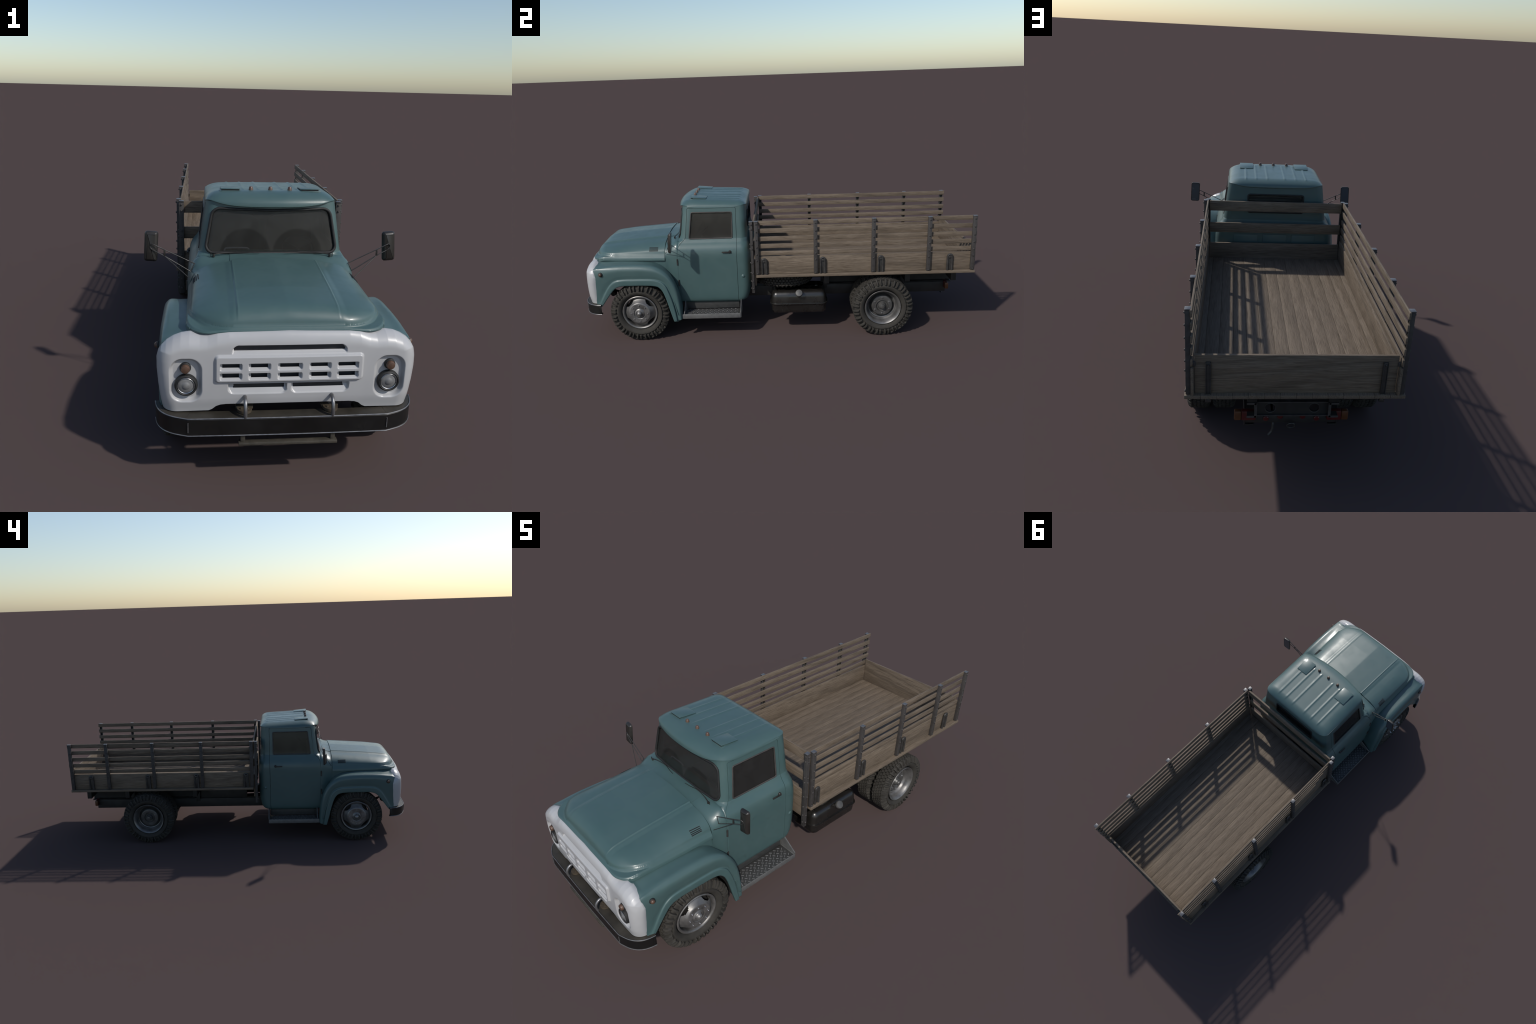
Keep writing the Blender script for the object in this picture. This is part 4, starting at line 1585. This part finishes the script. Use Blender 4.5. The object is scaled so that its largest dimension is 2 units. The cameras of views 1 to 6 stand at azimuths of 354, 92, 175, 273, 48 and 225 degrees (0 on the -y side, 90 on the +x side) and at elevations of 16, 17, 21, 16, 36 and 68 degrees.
# ---------------------------------------------------------------- chassis
bm = bmesh.new()
for s in (1, -1):
    add_box(bm, (s * 0.1480, 0.0525, 0.1880), (0.005, 1.701, 0.0540), 0.001)
    add_box(bm, (s * 0.1320, 0.0525, 0.2130), (0.027, 1.701, 0.004), 0.0)
    add_box(bm, (s * 0.1320, 0.0525, 0.1630), (0.027, 1.701, 0.004), 0.0)
for yy in (-0.48, 0.02, 0.36, 0.72):
    add_box(bm, (0, yy, 0.186), (0.236, 0.020, 0.045), 0.001)
chassis = bm_obj("chassis_frame", bm, M_CHASSIS, TRUCK)
# rear crossmember with two round holes
cm = box_obj("rear_crossmember", (0, 0.912, 0.236), (0.228, 0.006, 0.050), M_CHASSIS, chassis, local=False)
for s in (1, -1):
    bmc = bmesh.new()
    add_lathe(bmc, [(0, 0.88), (0.0165, 0.88), (0.0165, 0.94), (0, 0.94)], "y", 24, (s * 0.0695, 0, 0.236))
    cut = bm_obj("c", bmc, None, None, None)
    boolean(cm, cut, "DIFFERENCE")
    drop(cut)
    lathe_obj("hole_rim", [(0.0165, -0.003), (0.0178, 0.0042), (0.0170, 0.0046), (0.0158, 0.004), (0.0158, -0.003)], M_LATCH, chassis, "y", 24, (s * 0.0695, 0.912, 0.236))
bm = bmesh.new()
add_box(bm, (0, 0.916, 0.2605), (0.230, 0.012, 0.003), 0.0)
add_box(bm, (0, 0.916, 0.2110), (0.230, 0.012, 0.003), 0.0)
bm_obj("crossmember_lips", bm, M_POST, chassis)
# bright cut ends of the sills
for s in (1, -1):
    bm = bmesh.new()
    add_box(bm, (s * 0.1155, 0.931, 0.2385), (0.0085, 0.003, 0.053))
    add_box(bm, (s * 0.1285, 0.931, 0.2625), (0.030, 0.003, 0.007))
    add_box(bm, (s * 0.1285, 0.931, 0.2145), (0.030, 0.003, 0.007))
    bm_obj("sill_end", bm, M_POST, chassis)
# lamps and reflectors at the tail
bar = box_obj("tail_lamp_bar", (0, 0.897, 0.182), (0.292, 0.010, 0.026), M_CHASSIS, chassis, 0.002)
for s in (1, -1):
    box_obj("tail_lamp_red", (s * 0.1360, 0.902, 0.2015), (0.046, 0.018, 0.034), M_RED, chassis, 0.003)
    box_obj("tail_lamp_orange", (s * 0.1705, 0.902, 0.2015), (0.0225, 0.018, 0.034), M_ORANGE, chassis, 0.004)
    for xx, zz, yy in ((0.081, 0.1880, 0.903), (0.036, 0.1955, 0.903)):
        lathe_obj("reflector", [(0, 0), (0.0092, 0), (0.0092, 0.003), (0.007, 0.005), (0, 0.0058)], M_RED, chassis, "y", 24, (s * xx, yy, zz))
# tow ring and tail pipe
bm = bmesh.new()
add_tube(bm, [(0.0125 * math.cos(a), 0.912 + 0.004 * math.sin(a), 0.1660 + 0.0115 * math.sin(a)) for a in np.linspace(0, 2 * PI, 24, endpoint=False)], 0.0026, 8, True)
bm_obj("tow_ring", bm, M_LATCH, chassis, 60)
tube_obj("exhaust_pipe", [tuple(p) for p in spline([(0.057, 0.55, 0.175), (0.057, 0.86, 0.175), (0.057, 0.893, 0.168), (0.0575, 0.899, 0.150), (0.060, 0.901, 0.137), (0.066, 0.903, 0.128), (0.071, 0.904, 0.123)], 30)], 0.0042, M_LATCH, chassis, 10)

# running gear
bm = bmesh.new()
add_lathe(bm, [(0, -0.26), (0.020, -0.26), (0.020, -0.08), (0.030, -0.06), (0.055, -0.035), (0.058, 0.0), (0.055, 0.035), (0.030, 0.06), (0.020, 0.08), (0.020, 0.26), (0, 0.26)], "x", 24, (0, 0.542, 0.152))
bm_obj("rear_axle", bm, M_CHASSIS, chassis)
bm = bmesh.new()
add_box(bm, (0, -0.7025, 0.128), (0.46, 0.026, 0.026), 0.004)
add_lathe(bm, [(0, -0.255), (0.045, -0.255), (0.050, -0.245), (0.050, -0.205), (0, -0.205)], "x", 24, (0, -0.7025, 0.152))
add_lathe(bm, [(0, 0.255), (0.045, 0.255), (0.050, 0.245), (0.050, 0.205), (0, 0.205)], "x", 24, (0, -0.7025, 0.152))
bm_obj("front_axle", bm, M_CHASSIS, chassis)
for s in (1, -1):
    lathe_obj("brake_drum", [(0, 0.028), (0.070, 0.026), (0.074, 0.020), (0.074, -0.020), (0.030, -0.022), (0, -0.022)], M_CHASSIS, chassis, "x", 40, (s * 0.280, -0.7015, RT), Matrix.Rotation(0 if s > 0 else PI, 3, "Z"))
tube_obj("drive_shaft", [(0, -0.45, 0.20), (0, 0.50, 0.158)], 0.011, M_CHASSIS, chassis, 12)
for s in (1, -1):
    for yc, half, sag in ((-0.7025, 0.185, 0.035), (0.542, 0.215, 0.04)):
        bm = bmesh.new()
        for k in range(5):
            L = half * (1 - 0.16 * k)
            rows = []
            n = 14
            for i in range(n):
                t = -1 + 2 * i / (n - 1)
                y = yc + t * L
                z = 0.150 + 0.010 + sag * ((y - yc) / half) ** 2 - 0.0042 * k + 0.012
                rows.append((y, z))
            for (ya, za), (yb, zb) in zip(rows, rows[1:]):
                a = math.atan2(zb - za, yb - ya)
                add_box(bm, (s * 0.1315, (ya + yb) / 2, (za + zb) / 2), (0.020, math.hypot(yb - ya, zb - za) + 0.001, 0.0036), 0, Matrix.Rotation(a, 3, "X"))
        sg = bm_obj("leaf_spring", bm, M_CHASSIS, chassis, None)
    # bump stop ahead of the front axle
    lathe_obj("bumper_horn", [(0, -0.02), (0.012, -0.02), (0.016, 0), (0.012, 0.02), (0, 0.02)], M_CHASSIS, chassis, "x", 16, (s * 0.150, -0.882, 0.196))
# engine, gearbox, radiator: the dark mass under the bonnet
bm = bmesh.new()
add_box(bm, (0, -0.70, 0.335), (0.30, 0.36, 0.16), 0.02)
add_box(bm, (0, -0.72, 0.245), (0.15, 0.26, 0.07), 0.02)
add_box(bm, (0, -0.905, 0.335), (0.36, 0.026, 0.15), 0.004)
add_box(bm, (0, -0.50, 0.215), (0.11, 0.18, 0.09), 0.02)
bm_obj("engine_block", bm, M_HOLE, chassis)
for s in (1, -1):
    box_obj("bonnet_side", (s * 0.2585, -0.735, 0.385), (0.005, 0.35, 0.084), M_TEAL, hood)
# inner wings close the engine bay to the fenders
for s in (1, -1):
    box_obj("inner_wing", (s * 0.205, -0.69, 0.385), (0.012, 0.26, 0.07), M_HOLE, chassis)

# --------------------------------------------------------------- fuel tank
def build_tank():
    bm = bmesh.new()
    y0, y1, x0, x1 = -0.0255, 0.2600, 0.156, 0.288
    base = rounded([(x0, y0), (x1, y0), (x1, y1), (x0, y1)], [0.01, 0.03, 0.03, 0.01], 6)
    lay = [(0.016, 0.1095), (0.007, 0.1125), (0.003, 0.118), (0.0015, 0.130), (0.0, 0.157), (-0.0005, 0.1605), (-0.0062, 0.1605), (-0.0072, 0.1632), (-0.0062, 0.1660), (-0.0005, 0.1660), (0.0, 0.170), (0.0015, 0.198), (0.005, 0.212), (0.012, 0.222), (0.022, 0.2265), (0.034, 0.2275)]
    rings = [[bm.verts.new((p[0], p[1], z)) for p in inset(base, d)] for d, z in lay]
    for A, B in zip(rings, rings[1:]):
        for k in range(len(A)):
            k2 = (k + 1) % len(A)
            bm.faces.new((A[k], A[k2], B[k2], B[k]))
    bm.faces.new(rings[0])
    bm.faces.new(rings[-1])
    return bm_obj("fuel_tank", bm, plain("glossy_black_tank", (0.011, 0.010, 0.009), 0.26, 0.25, 0.0, 22, 0.03, 0.7), TRUCK, 40)


tank = build_tank()
Rc = Matrix.Rotation(math.radians(52), 3, "Y")
lathe_obj("filler_neck", [(0.013, -0.012), (0.013, 0.018)], M_BLACK, tank, "z", 24, (0.287, 0.118, 0.214), Rc)
lathe_obj("filler_cap", [(0.013, 0.014), (0.0185, 0.015), (0.0190, 0.019), (0.0185, 0.0245), (0.0165, 0.0270), (0.008, 0.0285), (0, 0.0290)], plain("dull_cap", (0.075, 0.073, 0.070), 0.5, 0.2, 0.2), tank, "z", 32, (0.287, 0.118, 0.214), Rc)
for yy in (0.025, 0.212):
    box_obj("tank_strap", (0.168, yy, 0.178), (0.060, 0.014, 0.104), M_BLACK, tank, 0.002)

drop(probe_o, pane_src, c_ws, c_rw, c_sw)
